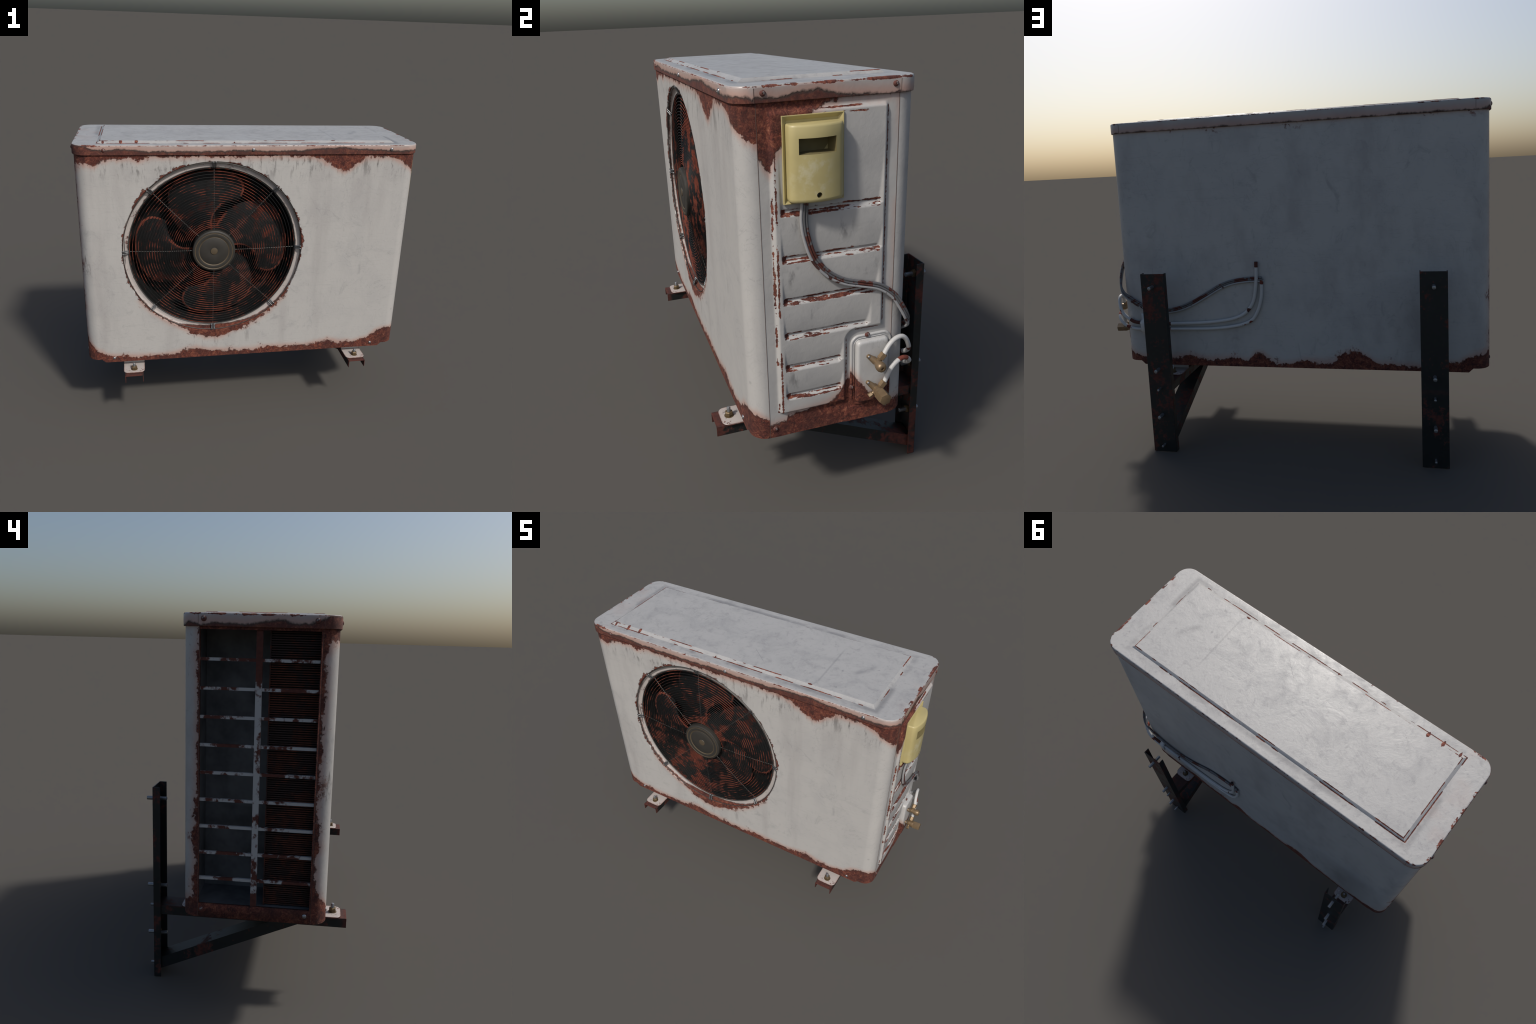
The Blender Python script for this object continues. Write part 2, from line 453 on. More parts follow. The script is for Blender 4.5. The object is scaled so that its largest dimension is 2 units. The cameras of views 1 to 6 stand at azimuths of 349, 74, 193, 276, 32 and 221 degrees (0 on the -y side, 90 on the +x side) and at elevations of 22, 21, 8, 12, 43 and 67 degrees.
def make_lid_material():
    g = Graph("chipped_lid_paint")
    big = g.noise(11, 9, 0.68); small = g.noise(70, 5, 0.6); mid = g.noise(24, 6, 0.65, off=(3, 1, 1))
    rim, edge, lines = lid_field(g)
    up = g.z.step(1.668, 1.672)
    cloud = g.noise(6.0, 10, 0.7, off=(1, 7, 3), dist=0.6)
    spot = g.noise(18, 8, 0.72, off=(2, 2, 9), dist=0.5)
    fine = g.noise(44, 6, 0.7, off=(5, 2, 9))
    col = g.mix(cloud.step(0.42, 0.70) * 0.42, (0.375, 0.370, 0.362), (0.235, 0.236, 0.242))
    col = g.mix(spot.step(0.50, 0.70) * up * 0.50, col, (0.215, 0.215, 0.22))
    wig = (g.noise(7, 4, 0.6, off=(8, 3, 1), dist=1.5) - 0.5).abs()
    col = g.mix((1.0 - wig.step(0.0, 0.010)) * cloud.step(0.46, 0.58) * up * 0.28, col, (0.17, 0.17, 0.175))
    col = g.mix((1.0 - g.voronoi(8.0, (0.3, 0.1, 0)).step(0.03, 0.075)) * fine.step(0.46, 0.56) * up * 0.6, col, (0.17, 0.17, 0.175))
    col = g.mix(fine.step(0.55, 0.70) * up * 0.40, col, (0.20, 0.20, 0.21))
    # dirt gathered outside the raised panel, two long scuffs on top
    dirt = (1.0 - (box_sdf(g, g.x, g.y, -0.866, 0.754, -0.321, 0.183) - 0.012).abs().step(0.0, 0.026)) * g.noise(5, 4, 0.6, off=(9, 1, 0)).step(0.38, 0.58)
    col = g.mix(dirt * up * 0.62, col, (0.150, 0.150, 0.155))
    s1 = (1.0 - (g.x - 0.4205 + (g.y + 0.1) * 0.02).abs().step(0.001, 0.008)) * g.y.step(-0.28, -0.24) * (1.0 - g.y.step(0.0, 0.10))
    bx, by = g.x - 0.588, g.y + 0.065
    s2 = (1.0 - (bx * 0.5 + by * 0.86).abs().step(0.03, 0.10)) * (1.0 - (bx * 0.86 - by * 0.5).abs().step(0.0, 0.030)) * g.noise(14, 4, 0.6).step(0.30, 0.55)
    tx, ty = g.x - 0.05, g.y + 0.20
    s3 = (1.0 - (tx * 0.65 + ty * 0.76).abs().step(0.0006, 0.0022)) * (1.0 - (tx * 0.76 - ty * 0.65).abs().step(0.05, 0.08))
    s2 = s2.max(s3)
    col = g.mix((s1 * 0.40).max(s2 * 0.60) * up, col, (0.19, 0.19, 0.195))
    # stain on the rim, above the brown band
    h = (rim + (big - 0.5) * 0.02).step(-0.055, 0.0) * (1.0 - up)
    col = g.mix(h * 0.72, col, (0.40, 0.21, 0.155))
    sid = ((g.x.abs() - 0.0).step(0.80, 0.885)) * up
    col = g.mix(sid * g.noise(6, 3, 0.5, off=(3, 3, 3)).step(0.50, 0.75) * 0.16, col, (0.42, 0.25, 0.20))
    jag = g.noise(26, 6, 0.72, stretch=(1.0, 1.0, 0.5), off=(4, 1, 1))
    rn = rim + (big - 0.5) * 0.020 + (jag - 0.5) * 0.030 + (small - 0.5) * 0.008
    m1 = rn.step(-0.002, 0.002) * (1.0 - up)
    smudge = rn.step(-0.009, 0.0) * (1.0 - rn.step(0.0, 0.010)) * (1.0 - up)
    m2 = (edge + (mid - 0.5) * 0.014 + (small - 0.5) * 0.010).step(-0.0005, 0.001)
    m3 = (lines + (small - 0.5) * 0.0040 + (mid - 0.5) * 0.0020).step(-0.0004, 0.0006)
    m = m1.max(m2).max(m3)
    rc = rust_colour(g, 2.0)
    rc = g.mix(m1 * 0.45, rc, (0.050, 0.018, 0.014))
    col = g.mix(m, col, rc)
    col = g.mix(smudge * 0.8, col, (0.040, 0.031, 0.028))
    ro = g.val(0.40) + (cloud - 0.5) * 0.4 + (spot - 0.5) * 0.5
    ro = ro + (0.88 - ro) * m
    ht = cloud * 0.7 + spot * 0.25 + small * 0.1 - m * 0.5
    return g.finish(col, ro, 0.0, g.bump(ht, 0.004, 0.6), 0.55)


SLOTS = [(1.277, 0.105), (1.116, 0.107), (0.964, 0.096), (0.833, 0.068), (0.707, -0.036), (0.590, -0.036)]


def side_field(g):
    y, z = g.y, g.z
    sdrip = (g.noise(34, 5, 0.65, stretch=(1.0, 1.0, 0.2), off=(2, 2, 2)) - 0.5) * 0.05
    big_top = sdrip + g.curve(y, [(-0.31, 0.150), (-0.285, 0.185), (-0.268, 0.215), (-0.255, 0.175), (-0.235, 0.150), (-0.20, 0.12), (-0.16, 0.060), (-0.11, 0.028), (-0.08, 0.016), (-0.04, 0.012), (-0.02, -0.002), (0.18, -0.004)]) + z - 1.622
    bot = g.curve(y, [(-0.31, 0.052), (-0.275, 0.050), (-0.24, 0.058), (-0.232, 0.085), (-0.18, 0.092), (-0.09, 0.105), (-0.05, 0.125), (-0.02, 0.160), (0.0, 0.19), (0.012, 0.19), (0.04, 0.14), (0.12, 0.10), (0.18, 0.07)]) + 0.418 - z
    big = big_top.max(bot)
    dash = lambda k: g.noise(22, 4, 0.65, stretch=(1.0, 1.0, 0.5) if k < 3 else (1.0, 0.42, 1.6), off=(k, 1.7 * k, 0.4 * k)).step(0.42, 0.58)
    lines = g.val(-1.0)
    for k, (yy, z0, z1) in enumerate([(-0.2655, 0.52, 1.59), (-0.2535, 0.52, 1.58)]):
        lines = lines.max(dash(k + 1.0) * 0.0058 - 0.0022 - (y - yy).abs() - (z - z1).max(0.0) - (z0 - z).max(0.0))
    lines = lines.max(0.0030 - (y - 0.1325).abs() - (z - 1.585).max(0.0) - (0.83 - z).max(0.0))
    for k, zz in enumerate((1.593, 1.577)):
        lines = lines.max(dash(k + 4.0) * 0.0062 - 0.0030 - (z - zz).abs() - (y - 0.125).max(0.0) - (-0.26 - y).max(0.0))
    # edge of the notch round the valve cover
    n1 = (y + 0.006).abs() + (0.56 - z).max(0.0) + (z - 0.775).max(0.0)
    n2 = (z - 0.806).abs() + (0.03 - y).max(0.0) + (y - 0.12).max(0.0)
    lines = lines.max(0.0022 - n1.min(n2))
    for k, (zk, yr) in enumerate(SLOTS):
        out = (y - (yr + 0.004)).max(0.0) + (-0.238 - y).max(0.0)
        fold, brow, upper = (z - (zk - 0.0050)).abs(), (z - (zk - 0.0135)).abs(), (z - (zk + 0.0075)).abs() - 0.0015
        lip = (z - (zk - 0.0092)).abs() - 0.004
        lines = lines.max(dash(k + 7.0) * 0.0046 - 0.0012 - fold - out).max(dash(k + 12.0) * 0.0050 - 0.0018 - brow - out)
        lines = lines.max(dash(k + 22.0) * 0.0090 - 0.0062 - lip.max(0.0) - out)
        lines = lines.max(dash(k + 17.0) * 0.0046 - 0.0016 - upper.max(0.0) - out)
        lines = lines.max(0.009 - ((y + 0.230).abs().max((z - zk + 0.002).abs() * 0.8)))
    return big, lines


def make_side_material():
    g = Graph("chipped_side_paint")
    big = g.noise(11, 9, 0.68, off=(0, 0, 2)); small = g.noise(70, 5, 0.6); mid = g.noise(26, 5, 0.6)
    F, L = side_field(g)
    cloud = g.noise(6, 8, 0.66, off=(1, 7, 3)); spot = g.noise(20, 6, 0.7, off=(4, 2, 9))
    col = g.mix(cloud.step(0.42, 0.70) * 0.25, PAINT, (0.27, 0.27, 0.28))
    drip = g.noise(30, 5, 0.65, stretch=(1, 1, 0.35), off=(0, 3, 5))
    wet = g.val(0.0)
    for cy, cz in ((-0.19, 1.245), (-0.02, 1.20), (-0.21, 1.05), (0.07, 1.06), (-0.13, 0.90), (-0.20, 0.66)):
        wet = wet.max(1.0 - (((y_ := (g.y - cy)) * y_ + (g.z - cz) * (g.z - cz)).pow(0.5)).step(0.01, 0.06))
    col = g.mix(wet * drip.step(0.48, 0.66) * 0.6, col, (0.10, 0.10, 0.10))
    col = g.mix(spot.step(0.68, 0.76) * 0.5, col, (0.16, 0.16, 0.16))
    fn = F + (big - 0.5) * 0.080 + (mid - 0.5) * 0.030 + (small - 0.5) * 0.020
    ragy = g.noise(60, 5, 0.7, stretch=(1.0, 0.4, 1.4), off=(5, 5, 1))
    ln = L + (mid - 0.5) * 0.006 + (ragy - 0.5) * 0.014 + (small - 0.5) * 0.006
    h = (F + (big - 0.5) * 0.03).step(-0.06, 0.0)
    col = g.mix(h * h * 0.55, col, (0.40, 0.205, 0.150))
    sfx = (1.0 - (g.y - 0.175).abs().step(0.0, 0.03)) * g.noise(5, 3, 0.5).step(0.35, 0.6)
    col = g.mix(sfx * 0.4, col, (0.42, 0.25, 0.20))
    m = fn.step(-0.0005, 0.0025).max(ln.step(-0.0004, 0.0012))
    edge = fn.step(-0.005, 0.001) * (1.0 - fn.step(0.001, 0.008))
    col = g.mix(m, col, rust_colour(g, 1.0))
    col = g.mix(edge * 0.6, col, (0.040, 0.028, 0.024))
    ro = g.val(0.45) + (cloud - 0.5) * 0.2
    ro = ro + (0.88 - ro) * m
    rb = g.noise(45, 8, 0.75, off=(3, 1, 1))
    ht = (small * 0.15 + cloud * 0.4) * (1.0 - m) + m * (rb * 1.4 - 0.5)
    return g.finish(col, ro, 0.0, g.bump(ht, 0.005, 0.9), 0.45)


def intake_field(g):
    sd = box_sdf(g, g.y, g.z, GY0, GY1, GZ0, GZ1)
    # rust hugs the opening, covers the sill and the head
    w = g.curve(g.z, [(0.40, 0.05), (0.50, 0.04), (0.56, 0.030), (0.70, 0.022), (0.78, 0.034), (0.90, 0.016), (1.10, 0.020), (1.25, 0.022), (1.40, 0.030), (1.50, 0.018), (1.64, 0.03)])
    return (w - sd.abs()).max(0.07 + 0.41 - g.z).max(g.z - 1.60)


def corner_left_field(g):
    return intake_field(g)


def make_steel(side_rust):
    g = Graph("black_steel_rusting" if side_rust < 0.05 else "black_steel_heavily_rusting")
    a = g.noise(9, 8, 0.68, stretch=(1, 1, 0.6), off=(side_rust, 0, 0)); b = g.noise(60, 5, 0.6)
    m = ((a - 0.5) * 2.2 + (b - 0.5) * 0.9 + 0.36 + side_rust).step(0.42, 0.66)
    end = (1.0 - (g.y + 0.463).abs().step(0.004, 0.03)).max((g.z - 0.350).step(0.0, 0.008) * (0.0 - g.y).step(-0.6, -0.2) * (1.0 - g.z.step(0.37, 0.38)) * 0.6)
    m = m.max(end * (b * 0.6 + a * 0.6).step(0.40, 0.52))
    col = g.mix(m * 0.9, g.mix(b, (0.006, 0.008, 0.008), (0.014, 0.016, 0.016)), g.ramp(b, [(0.3, (0.045, 0.013, 0.010)), (0.7, (0.115, 0.031, 0.021))]))
    return g.finish(col, g.val(0.5) + m * 0.35, 0.0, g.bump(a * 0.5 + b * 0.5, 0.002, 0.6), 0.4)


def plain(name, colour, rough=0.5, metal=0.0, var=0.25, scale=30, tint=None, spec=0.5, bump=0.0015):
    g = Graph(name)
    a = g.noise(scale, 6, 0.6)
    c = g.mix(a.step(0.35, 0.7) * var, colour, tint or tuple(k * 0.5 for k in colour))
    return g.finish(c, g.val(rough) + (a - 0.5) * 0.2, metal, g.bump(a, bump, 0.5), spec)


def spotted(name, base, cover, scale=14, lo=0.45, hi=0.55, rough=0.5, stretch=None, bump=0.002, extra=None, spec=0.45, vary=False):
    g = Graph(name)
    if vary:   # every copy shows another part of the pattern
        oi = g.nt.nodes.new("ShaderNodeObjectInfo")
        cx = g.nt.nodes.new("ShaderNodeCombineXYZ")
        for i, k in enumerate((7.0, 3.0, 5.0)):
            g.put(cx.inputs[i], S(g, oi.outputs["Random"]) * k)
        va = g.nt.nodes.new("ShaderNodeVectorMath"); va.operation = "ADD"
        g.nt.links.new(g.P, va.inputs[0]); g.nt.links.new(cx.outputs[0], va.inputs[1])
        g.P = va.outputs[0]
    a = g.noise(scale, 7, 0.62, stretch=stretch); b = g.noise(scale * 4, 5, 0.6)
    m = (a + (b - 0.5) * 0.25).step(lo, hi)
    if extra is not None:
        m = m.max(extra(g))
    c = g.ramp(b, [(0.3, tuple(k * 0.55 for k in cover)), (0.7, cover)])
    return g.finish(g.mix(m, base, c), g.val(rough) + m * 0.35, 0.0, g.bump(a * 0.5 + b * 0.5, bump, 0.5), spec)


RUST = (0.20, 0.060, 0.036)
DUST = (0.100, 0.028, 0.018)
M_front = painted("chipped_front_paint", front_field, rag=0.040, fine=0.015, grime=1.35, halo=0.65, streak=front_streak, off=0.0)
M_back = painted("chipped_back_paint", back_field, rag=0.042, fine=0.015, grime=1.6, off=3.0, dark=0.2)
M_lid = make_lid_material()
M_side = make_side_material()
M_intake = painted("chipped_intake_paint", intake_field, rag=0.018, fine=0.008, off=6.0, dark=0.2)
M_foot = painted("chipped_foot_paint", lambda g: box_sdf(g, g.x, g.y, -0.0605, 0.0605, -0.436, 0.31) + 0.004 - (g.z - 0.358).step(0.006, 0.010) * 0.0, rag=0.010, fine=0.003, off=4.0, grime=0.4)
M_bar = spotted("rusted_white_bar", (0.38, 0.375, 0.37), DUST, scale=13, lo=0.47, hi=0.55, stretch=(1, 1, 0.7),
                extra=lambda g: (1.0 - (g.y + 0.061).abs().step(0.012, 0.014)) * (g.z + (g.noise(20, 4, 0.6) - 0.5) * 0.08).step(1.405, 1.415).max(1.0 - (g.z + (g.noise(20, 4, 0.6) - 0.5) * 0.06).step(0.535, 0.545)))
M_steel = (make_steel(0.0), make_steel(0.10))
M_bolt = plain("zinc_bolt", (0.30, 0.31, 0.32), 0.38, 0.75, 0.4)
M_nut = plain("brown_nut", (0.15, 0.105, 0.055), 0.5, 0.5, 0.5, 60)
M_brass = plain("dull_brass", (0.225, 0.158, 0.092), 0.42, 0.45, 0.45, 40, (0.125, 0.082, 0.045))
M_screw = spotted("rusty_screw", (0.22, 0.20, 0.19), (0.13, 0.045, 0.035), scale=30, lo=0.36, hi=0.5)
M_shiny = plain("bright_screw", (0.33, 0.33, 0.34), 0.3, 0.8, 0.3)
M_wire = spotted("rusty_black_wire", (0.006, 0.0065, 0.007), (0.165, 0.042, 0.025), scale=8, lo=0.46, hi=0.60, rough=0.55, spec=0.25)
M_spoke = plain("grey_wire", (0.085, 0.085, 0.08), 0.45, 0.4, 0.4)
M_clip = plain("steel_clip", (0.17, 0.175, 0.18), 0.34, 0.7, 0.35)
M_blade = spotted("rusting_black_blade", (0.009, 0.0095, 0.0098), (0.085, 0.022, 0.015), scale=7, lo=0.53, hi=0.72, rough=0.7, spec=0.3, vary=True)
M_blade_edge = spotted("rusted_blade_edge", (0.05, 0.016, 0.012), (0.21, 0.054, 0.033), scale=12, lo=0.24, hi=0.40, rough=0.7, vary=True)
M_dark = plain("dark_inside", (0.003, 0.003, 0.0032), 0.8, 0.0, 0.3, 8)
M_liner = plain("lightened_liner", (0.15, 0.15, 0.152), 0.7, 0.0, 0.75, 6, (0.040, 0.040, 0.041))  # grey raised so the compartment wall and floor look lit
M_fin = spotted("rusted_fin", (0.032, 0.013, 0.010), (0.125, 0.038, 0.022), scale=9, lo=0.44, hi=0.60, rough=0.7)


M_seam = plain('dirty_seam', (0.13, 0.085, 0.07), 0.8, 0.0, 0.6, 12)


def make_hub():
    g = Graph("dull_grey_cap")
    dx, dz = g.x - FAN.x, g.z - FAN.z
    r = (dx * dx + dz * dz).pow(0.5)
    a = g.noise(26, 6, 0.6)
    c = g.mix(a.step(0.35, 0.7) * 0.4, (0.042, 0.039, 0.034), (0.030, 0.028, 0.025))
    ring = (1.0 - (r - 0.0835).abs().step(0.001, 0.0045)).max(1.0 - (r - 0.105).abs().step(0.001, 0.004)).max((1.0 - r.step(0.018, 0.0215)) * 0.9)
    c = g.mix(ring * 0.7, c, (0.13, 0.095, 0.055))
    return g.finish(c, 0.55, 0.2, g.bump(a, 0.001, 0.5), 0.4)


M_hub = make_hub()


def make_yellow():
    g = Graph("faded_yellow_plastic")
    a = g.noise(22, 7, 0.65); b = g.noise(7, 5, 0.6, off=(2, 1, 1))
    c = g.mix(b.step(0.4, 0.7) * 0.45, (0.44, 0.375, 0.175), (0.35, 0.295, 0.130))
    chalk = a.step(0.46, 0.66) * (1.0 - (g.z - 1.40).abs().step(0.04, 0.09)) * (1.0 - (g.y + 0.150).abs().step(0.03, 0.085))
    c = g.mix(chalk * 0.6, c, (0.52, 0.49, 0.34))
    return g.finish(c, g.val(0.34) + a * 0.14, 0.0, g.bump(a * 0.6 + b, 0.002, 0.35), 0.5)


M_yellow = make_yellow()


def pipe_rust(points):
    def f(g):
        m = g.val(0.0)
        for (px, py, pz), r in points:
            d = ((g.x - px) * (g.x - px) + (g.y - py) * (g.y - py) + (g.z - pz) * (g.z - pz)).pow(0.5)
            m = m.max(1.0 - d.step(r - 0.001, r + 0.001))
        return m
    return f


WHITE_PIPE = (0.47, 0.465, 0.455)
M_pipe_a = spotted("white_pipe_lagging", WHITE_PIPE, (0.10, 0.028, 0.02), scale=16, lo=0.68, hi=0.72, bump=0.001,
                   extra=pipe_rust([((0.128, 0.252, 0.955), 0.034), ((0.178, 0.252, 0.703), 0.013), ((0.615, 0.252, 0.627), 0.010), ((0.812, 0.256, 0.636), 0.030), ((0.896, 0.244, 0.690), 0.012)]))
M_pipe_b = spotted("white_pipe_lagging", WHITE_PIPE, (0.19, 0.045, 0.028), scale=16, lo=0.68, hi=0.72, bump=0.001,
                   extra=pipe_rust([((0.106, 0.252, 0.848), 0.014), ((0.170, 0.252, 0.640), 0.012), ((0.615, 0.252, 0.600), 0.008), ((0.850, 0.256, 0.612), 0.012), ((0.916, 0.206, 0.680), 0.026)]))
M_cable = spotted("scuffed_cable", (0.115, 0.115, 0.12), (0.105, 0.030, 0.021), scale=11, lo=0.535, hi=0.56, rough=0.35)
M_cable_light = spotted("scuffed_cable_light", (0.33, 0.33, 0.335), (0.075, 0.030, 0.024), scale=9, lo=0.55, hi=0.57, rough=0.35)

# ------------------------------------------------------------------ top level
root = bpy.data.objects.new("air_conditioner", None)
root.empty_display_size = 0.3
SCN.collection.objects.link(root)
root["label"] = "rusty white outdoor air conditioner unit on black wall brackets"
root["category"] = "air conditioner"


def solid(o, t, off=-1):
    m = o.modifiers.new("thickness", "SOLIDIFY"); m.thickness = t; m.offset = off
    return o


def even_shading(o):
    """flat sheet faces keep their own normal; only bends and fillets are smoothed"""
    me = o.data
    old = [Vector(n.vector) for n in me.corner_normals]
    out = list(old)
    vert_of = [l.vertex_index for l in me.loops]
    flat = {}
    for p in me.polygons:
        n = p.normal
        if max(abs(n.x), abs(n.y), abs(n.z)) > 0.99995 and p.area > 1e-7:
            for li in p.loop_indices:
                flat.setdefault(vert_of[li], []).append((old[li], Vector(n)))
    for li, v in enumerate(vert_of):
        for was, n in flat.get(v, ()):
            if (was - old[li]).length < 1e-4:
                out[li] = n
    me.normals_split_custom_set([tuple(n) for n in out])
    return o


# ------------------------------------------------------------------ casing sheets
def corner_path(cx, cy, a0, a1, n=14):
    return [(cx + RC * math.cos(math.radians(a0 + (a1 - a0) * k / n)), cy + RC * math.sin(math.radians(a0 + (a1 - a0) * k / n))) for k in range(n + 1)]


def strip(path, z0, z1, nz=1):
    V, F = [], []
    for x, y in path:
        for k in range(nz + 1):
            V.append((x, y, z0 + (z1 - z0) * k / nz))
    m = nz + 1
    for i in range(len(path) - 1):
        for k in range(nz):
            F.append((i * m + k, (i + 1) * m + k, (i + 1) * m + k + 1, i * m + k + 1))
    return V, F


def flat_outline():
    xa, xb = X0 + RC, X1 - RC
    return [(xa, ZC), (-0.907, ZC), (-0.886, ZB), (0.779, ZB), (0.800, ZC), (xb, ZC), (xb, ZT), (xa, ZT)]


def front_panel():
    NH = 160
    ro = RH + 0.005
    hole = [(FAN.x + ro * math.cos(2 * PI * k / NH), FAN.z + ro * math.sin(2 * PI * k / NH)) for k in range(NH)]
    zz = flat_outline()
    P, F = fill_with_holes(zz, [hole], lambda x, z: math.hypot(x - FAN.x, z - FAN.z) > ro * 0.99975 and not (z < ZC and (x < -0.907 + (ZC - z) * 1.05 - 1e-4 or x > 0.800 - (ZC - z) * 1.05 + 1e-4)))
    flat = ([(x, Y0, z) for x, z in P], F)
    lip = []
    for r, y in ((ro, Y0), (RH + 0.002, Y0 + 0.0012), (RH, Y0 + 0.005), (RH - 0.0005, Y0 + 0.012)):
        lip.append([(FAN.x + r * math.cos(2 * PI * k / NH), y, FAN.z + r * math.sin(2 * PI * k / NH)) for k in range(NH)])
    left = strip([(X0, SF)] + corner_path(X0 + RC, Y0 + RC, 180, 270), ZC, ZT, 1)
    right = strip(corner_path(X1 - RC, Y0 + RC, 270, 360) + [(X1, SF)], ZC, ZT, 1)
    V, F = join_geo([flat, loft(lip), left, right])
    o = obj_from("front_panel", V, F, M_front, root, 40)
    return o


def back_panel():
    P, F = fill_with_holes(flat_outline(), [], lambda x, z: not (z < ZC and (x < -0.907 + (ZC - z) * 1.05 - 1e-4 or x > 0.800 - (ZC - z) * 1.05 + 1e-4)))
    flat = ([(x, Y1, z) for x, z in P], F)
    left = strip(corner_path(X0 + RC, Y1 - RC, 90, 180) + [(X0, SB)], ZC, ZT, 1)
    right = strip([(X1, SB)] + corner_path(X1 - RC, Y1 - RC, 0, 90), ZC, ZT, 1)
    V, F = join_geo([flat, left, right])
    return obj_from("back_panel", V, F, M_back, root, 40)


front = even_shading(front_panel())
back = even_shading(back_panel())

# dark lining just behind the sheets so that no seam lets light through
V, F = loft([[(x, y, z) for x, y in rrect(X0 + 0.006, X1 - 0.006, Y0 + 0.03, Y1 - 0.004, RC - 0.006)] for z in (0.424, 0.428)], True, True)
base_pan = obj_from("base_pan", V, F, M_front, root, 30)

# ------------------------------------------------------------------ right-hand side sheet: pressed panel with louvre grooves
def smooth01(t):
    t = np.clip(t, 0, 1)
    return t * t * (3 - 2 * t)


def rbox(Y, Z, y0, y1, z0, z1, r):
    qy = np.abs(Y - (y0 + y1) / 2) - (y1 - y0) / 2 + r
    qz = np.abs(Z - (z0 + z1) / 2) - (z1 - z0) / 2 + r
    return np.hypot(np.maximum(qy, 0), np.maximum(qz, 0)) + np.minimum(np.maximum(qy, qz), 0) - r


def side_panel():
    ny, nz = 220, 620
    ys = np.linspace(SF + 0.001, SB - 0.001, ny); zs = np.linspace(ZC, ZT, nz)
    Y, Z = np.meshgrid(ys, zs, indexing="ij")
    raised = np.minimum(-rbox(Y, Z, -0.268, 0.134, 0.515, 1.597, 0.014), rbox(Y, Z, -0.006, 0.40, 0.20, 0.806, 0.034))
    RAISE = 0.013
    ramp = np.clip(raised / 0.011, 0, 1)
    ramp = 0.35 * smooth01(ramp) + 0.65 * ramp
    H = RAISE * ramp
    tops = [1.572] + [q[0] - 0.017 for q in SLOTS[:-1]]
    rec = np.zeros_like(H)
    for (zk, yr), zt in zip(SLOTS, tops):
        # the sheet leans in towards each groove ...
        t = (zt - Z) / (zt - zk - 0.004)
        lean = 0.0082 * np.clip((t - 0.10) / 0.90, 0, 1) ** 2.2
        lean = np.where((Z > zt) | (Z < zk - 0.004), 0, lean)
        lean = np.minimum(lean, np.clip(np.minimum((Y + 0.240) * 1.2, (yr + 0.016 - Y) * 0.55), 0, None))
        # ... which is a pill-shaped slot with a steep upper and a sloping lower wall
        pill = -rbox(Y, Z, -0.237, yr + 0.005, zk - 0.014, zk + 0.010, 0.0119)
        low = np.clip((Z - (zk - 0.0145)) / 0.012, 0, 1)
        slot = 0.0125 * np.minimum(np.clip(pill / 0.005, 0, 1), low)
        rec = np.maximum(rec, np.maximum(lean, slot))
    H = H - rec
    # pocket behind the control box
    H = H - 0.012 * np.clip(-rbox(Y, Z, -0.2235, -0.0295, 1.3085, 1.5745, 0.003) / 0.003, 0, 1)
    # a second, slightly proud strip along the sill
    H = H + 0.003 * smooth01((Y + 0.009) / 0.003) * smooth01((0.483 - Z) / 0.003)
    K = H.copy()
    for _ in range(3):
        p = np.pad(K, 1, mode="edge")
        K = (p[1:-1, 1:-1] * 2 + p[:-2, 1:-1] + p[2:, 1:-1] + p[1:-1, :-2] + p[1:-1, 2:]) / 6
    X = X1 + K
    for i in range(ny):
        for j in range(nz):
            X[i, j] += 0.0016 * noise.noise(Vector((2.0, ys[i] * 9, zs[j] * 9))) * min(1.0, (i + 0.0) / 12, (ny - 1.0 - i) / 12)
    V = np.stack([X, Y, Z], -1).reshape(-1, 3)
    F = [(i * nz + j, (i + 1) * nz + j, (i + 1) * nz + j + 1, i * nz + j + 1) for i in range(ny - 1) for j in range(nz - 1)]
    return obj_from("side_panel", V.tolist(), F, M_side, root, 180)


side = side_panel()

# ------------------------------------------------------------------ left-hand intake sheet with bars
def intake_panel():
    outer = [(SF + 0.001, ZC), (SB - 0.001, ZC), (SB - 0.001, ZT), (SF + 0.001, ZT)]
    e = 0.0005
    hole = [(GY0, GZ0), (GY1 - e - 0.002, GZ0), (GY1 - e - 0.002, GZ1), (GY0, GZ1)]
    P, F = fill_with_holes(outer, [hole], lambda y, z: not (GY0 < y < GY1 - 0.0025 and GZ0 < z < GZ1))
    V = [(X0, y, z) for y, z in P]
    o = obj_from("intake_panel", V, F, M_intake, root, 30)
    solid(o, 0.016, -1)
    return o


intake = intake_panel()
GX = X0 + 0.006
divider = obj_from("divider", *box(GX, GX + 0.016, -0.0735, -0.0485, GZ0 - 0.004, GZ1 + 0.004), M_bar, intake, 30)
for k in range(1, 10):
    zc = GZ1 - (GZ1 - GZ0) * k / 10
    obj_from("bar", *box(GX + 0.003, GX + 0.015, GY0 - 0.003, GY1 + 0.003, zc - 0.0060, zc + 0.0060), M_bar, intake, 30)

# inside of the intake: liner and finned coil
XB = -0.752
liner = obj_from("intake_liner", *join_geo([
    box(XB, XB + 0.004, -0.345, 0.215, 0.450, 1.640),
    box(X0 + 0.02, XB, 0.188, 0.194, 0.450, 1.640),
    box(X0 + 0.02, XB, -0.345, 0.215, 0.466, 0.472),
    box(X0 + 0.02, XB, -0.345, 0.215, 1.616, 1.622)]), M_liner, root, 30)
coil = obj_from("coil", *box(-0.925, XB - 0.001, -0.330, -0.100, 0.474, 1.614), M_dark, root, 30)
fins = []
z = 0.480
while z < 1.612:
    fins.append(box(-0.940 + random.uniform(-0.0012, 0.0012), -0.924, -0.328, -0.099, z, z + 0.0042))
    z += 0.0092 + random.uniform(-0.0007, 0.0007)
fins.append(box(-0.944, -0.924, -0.103, -0.0985, 0.474, 1.614))
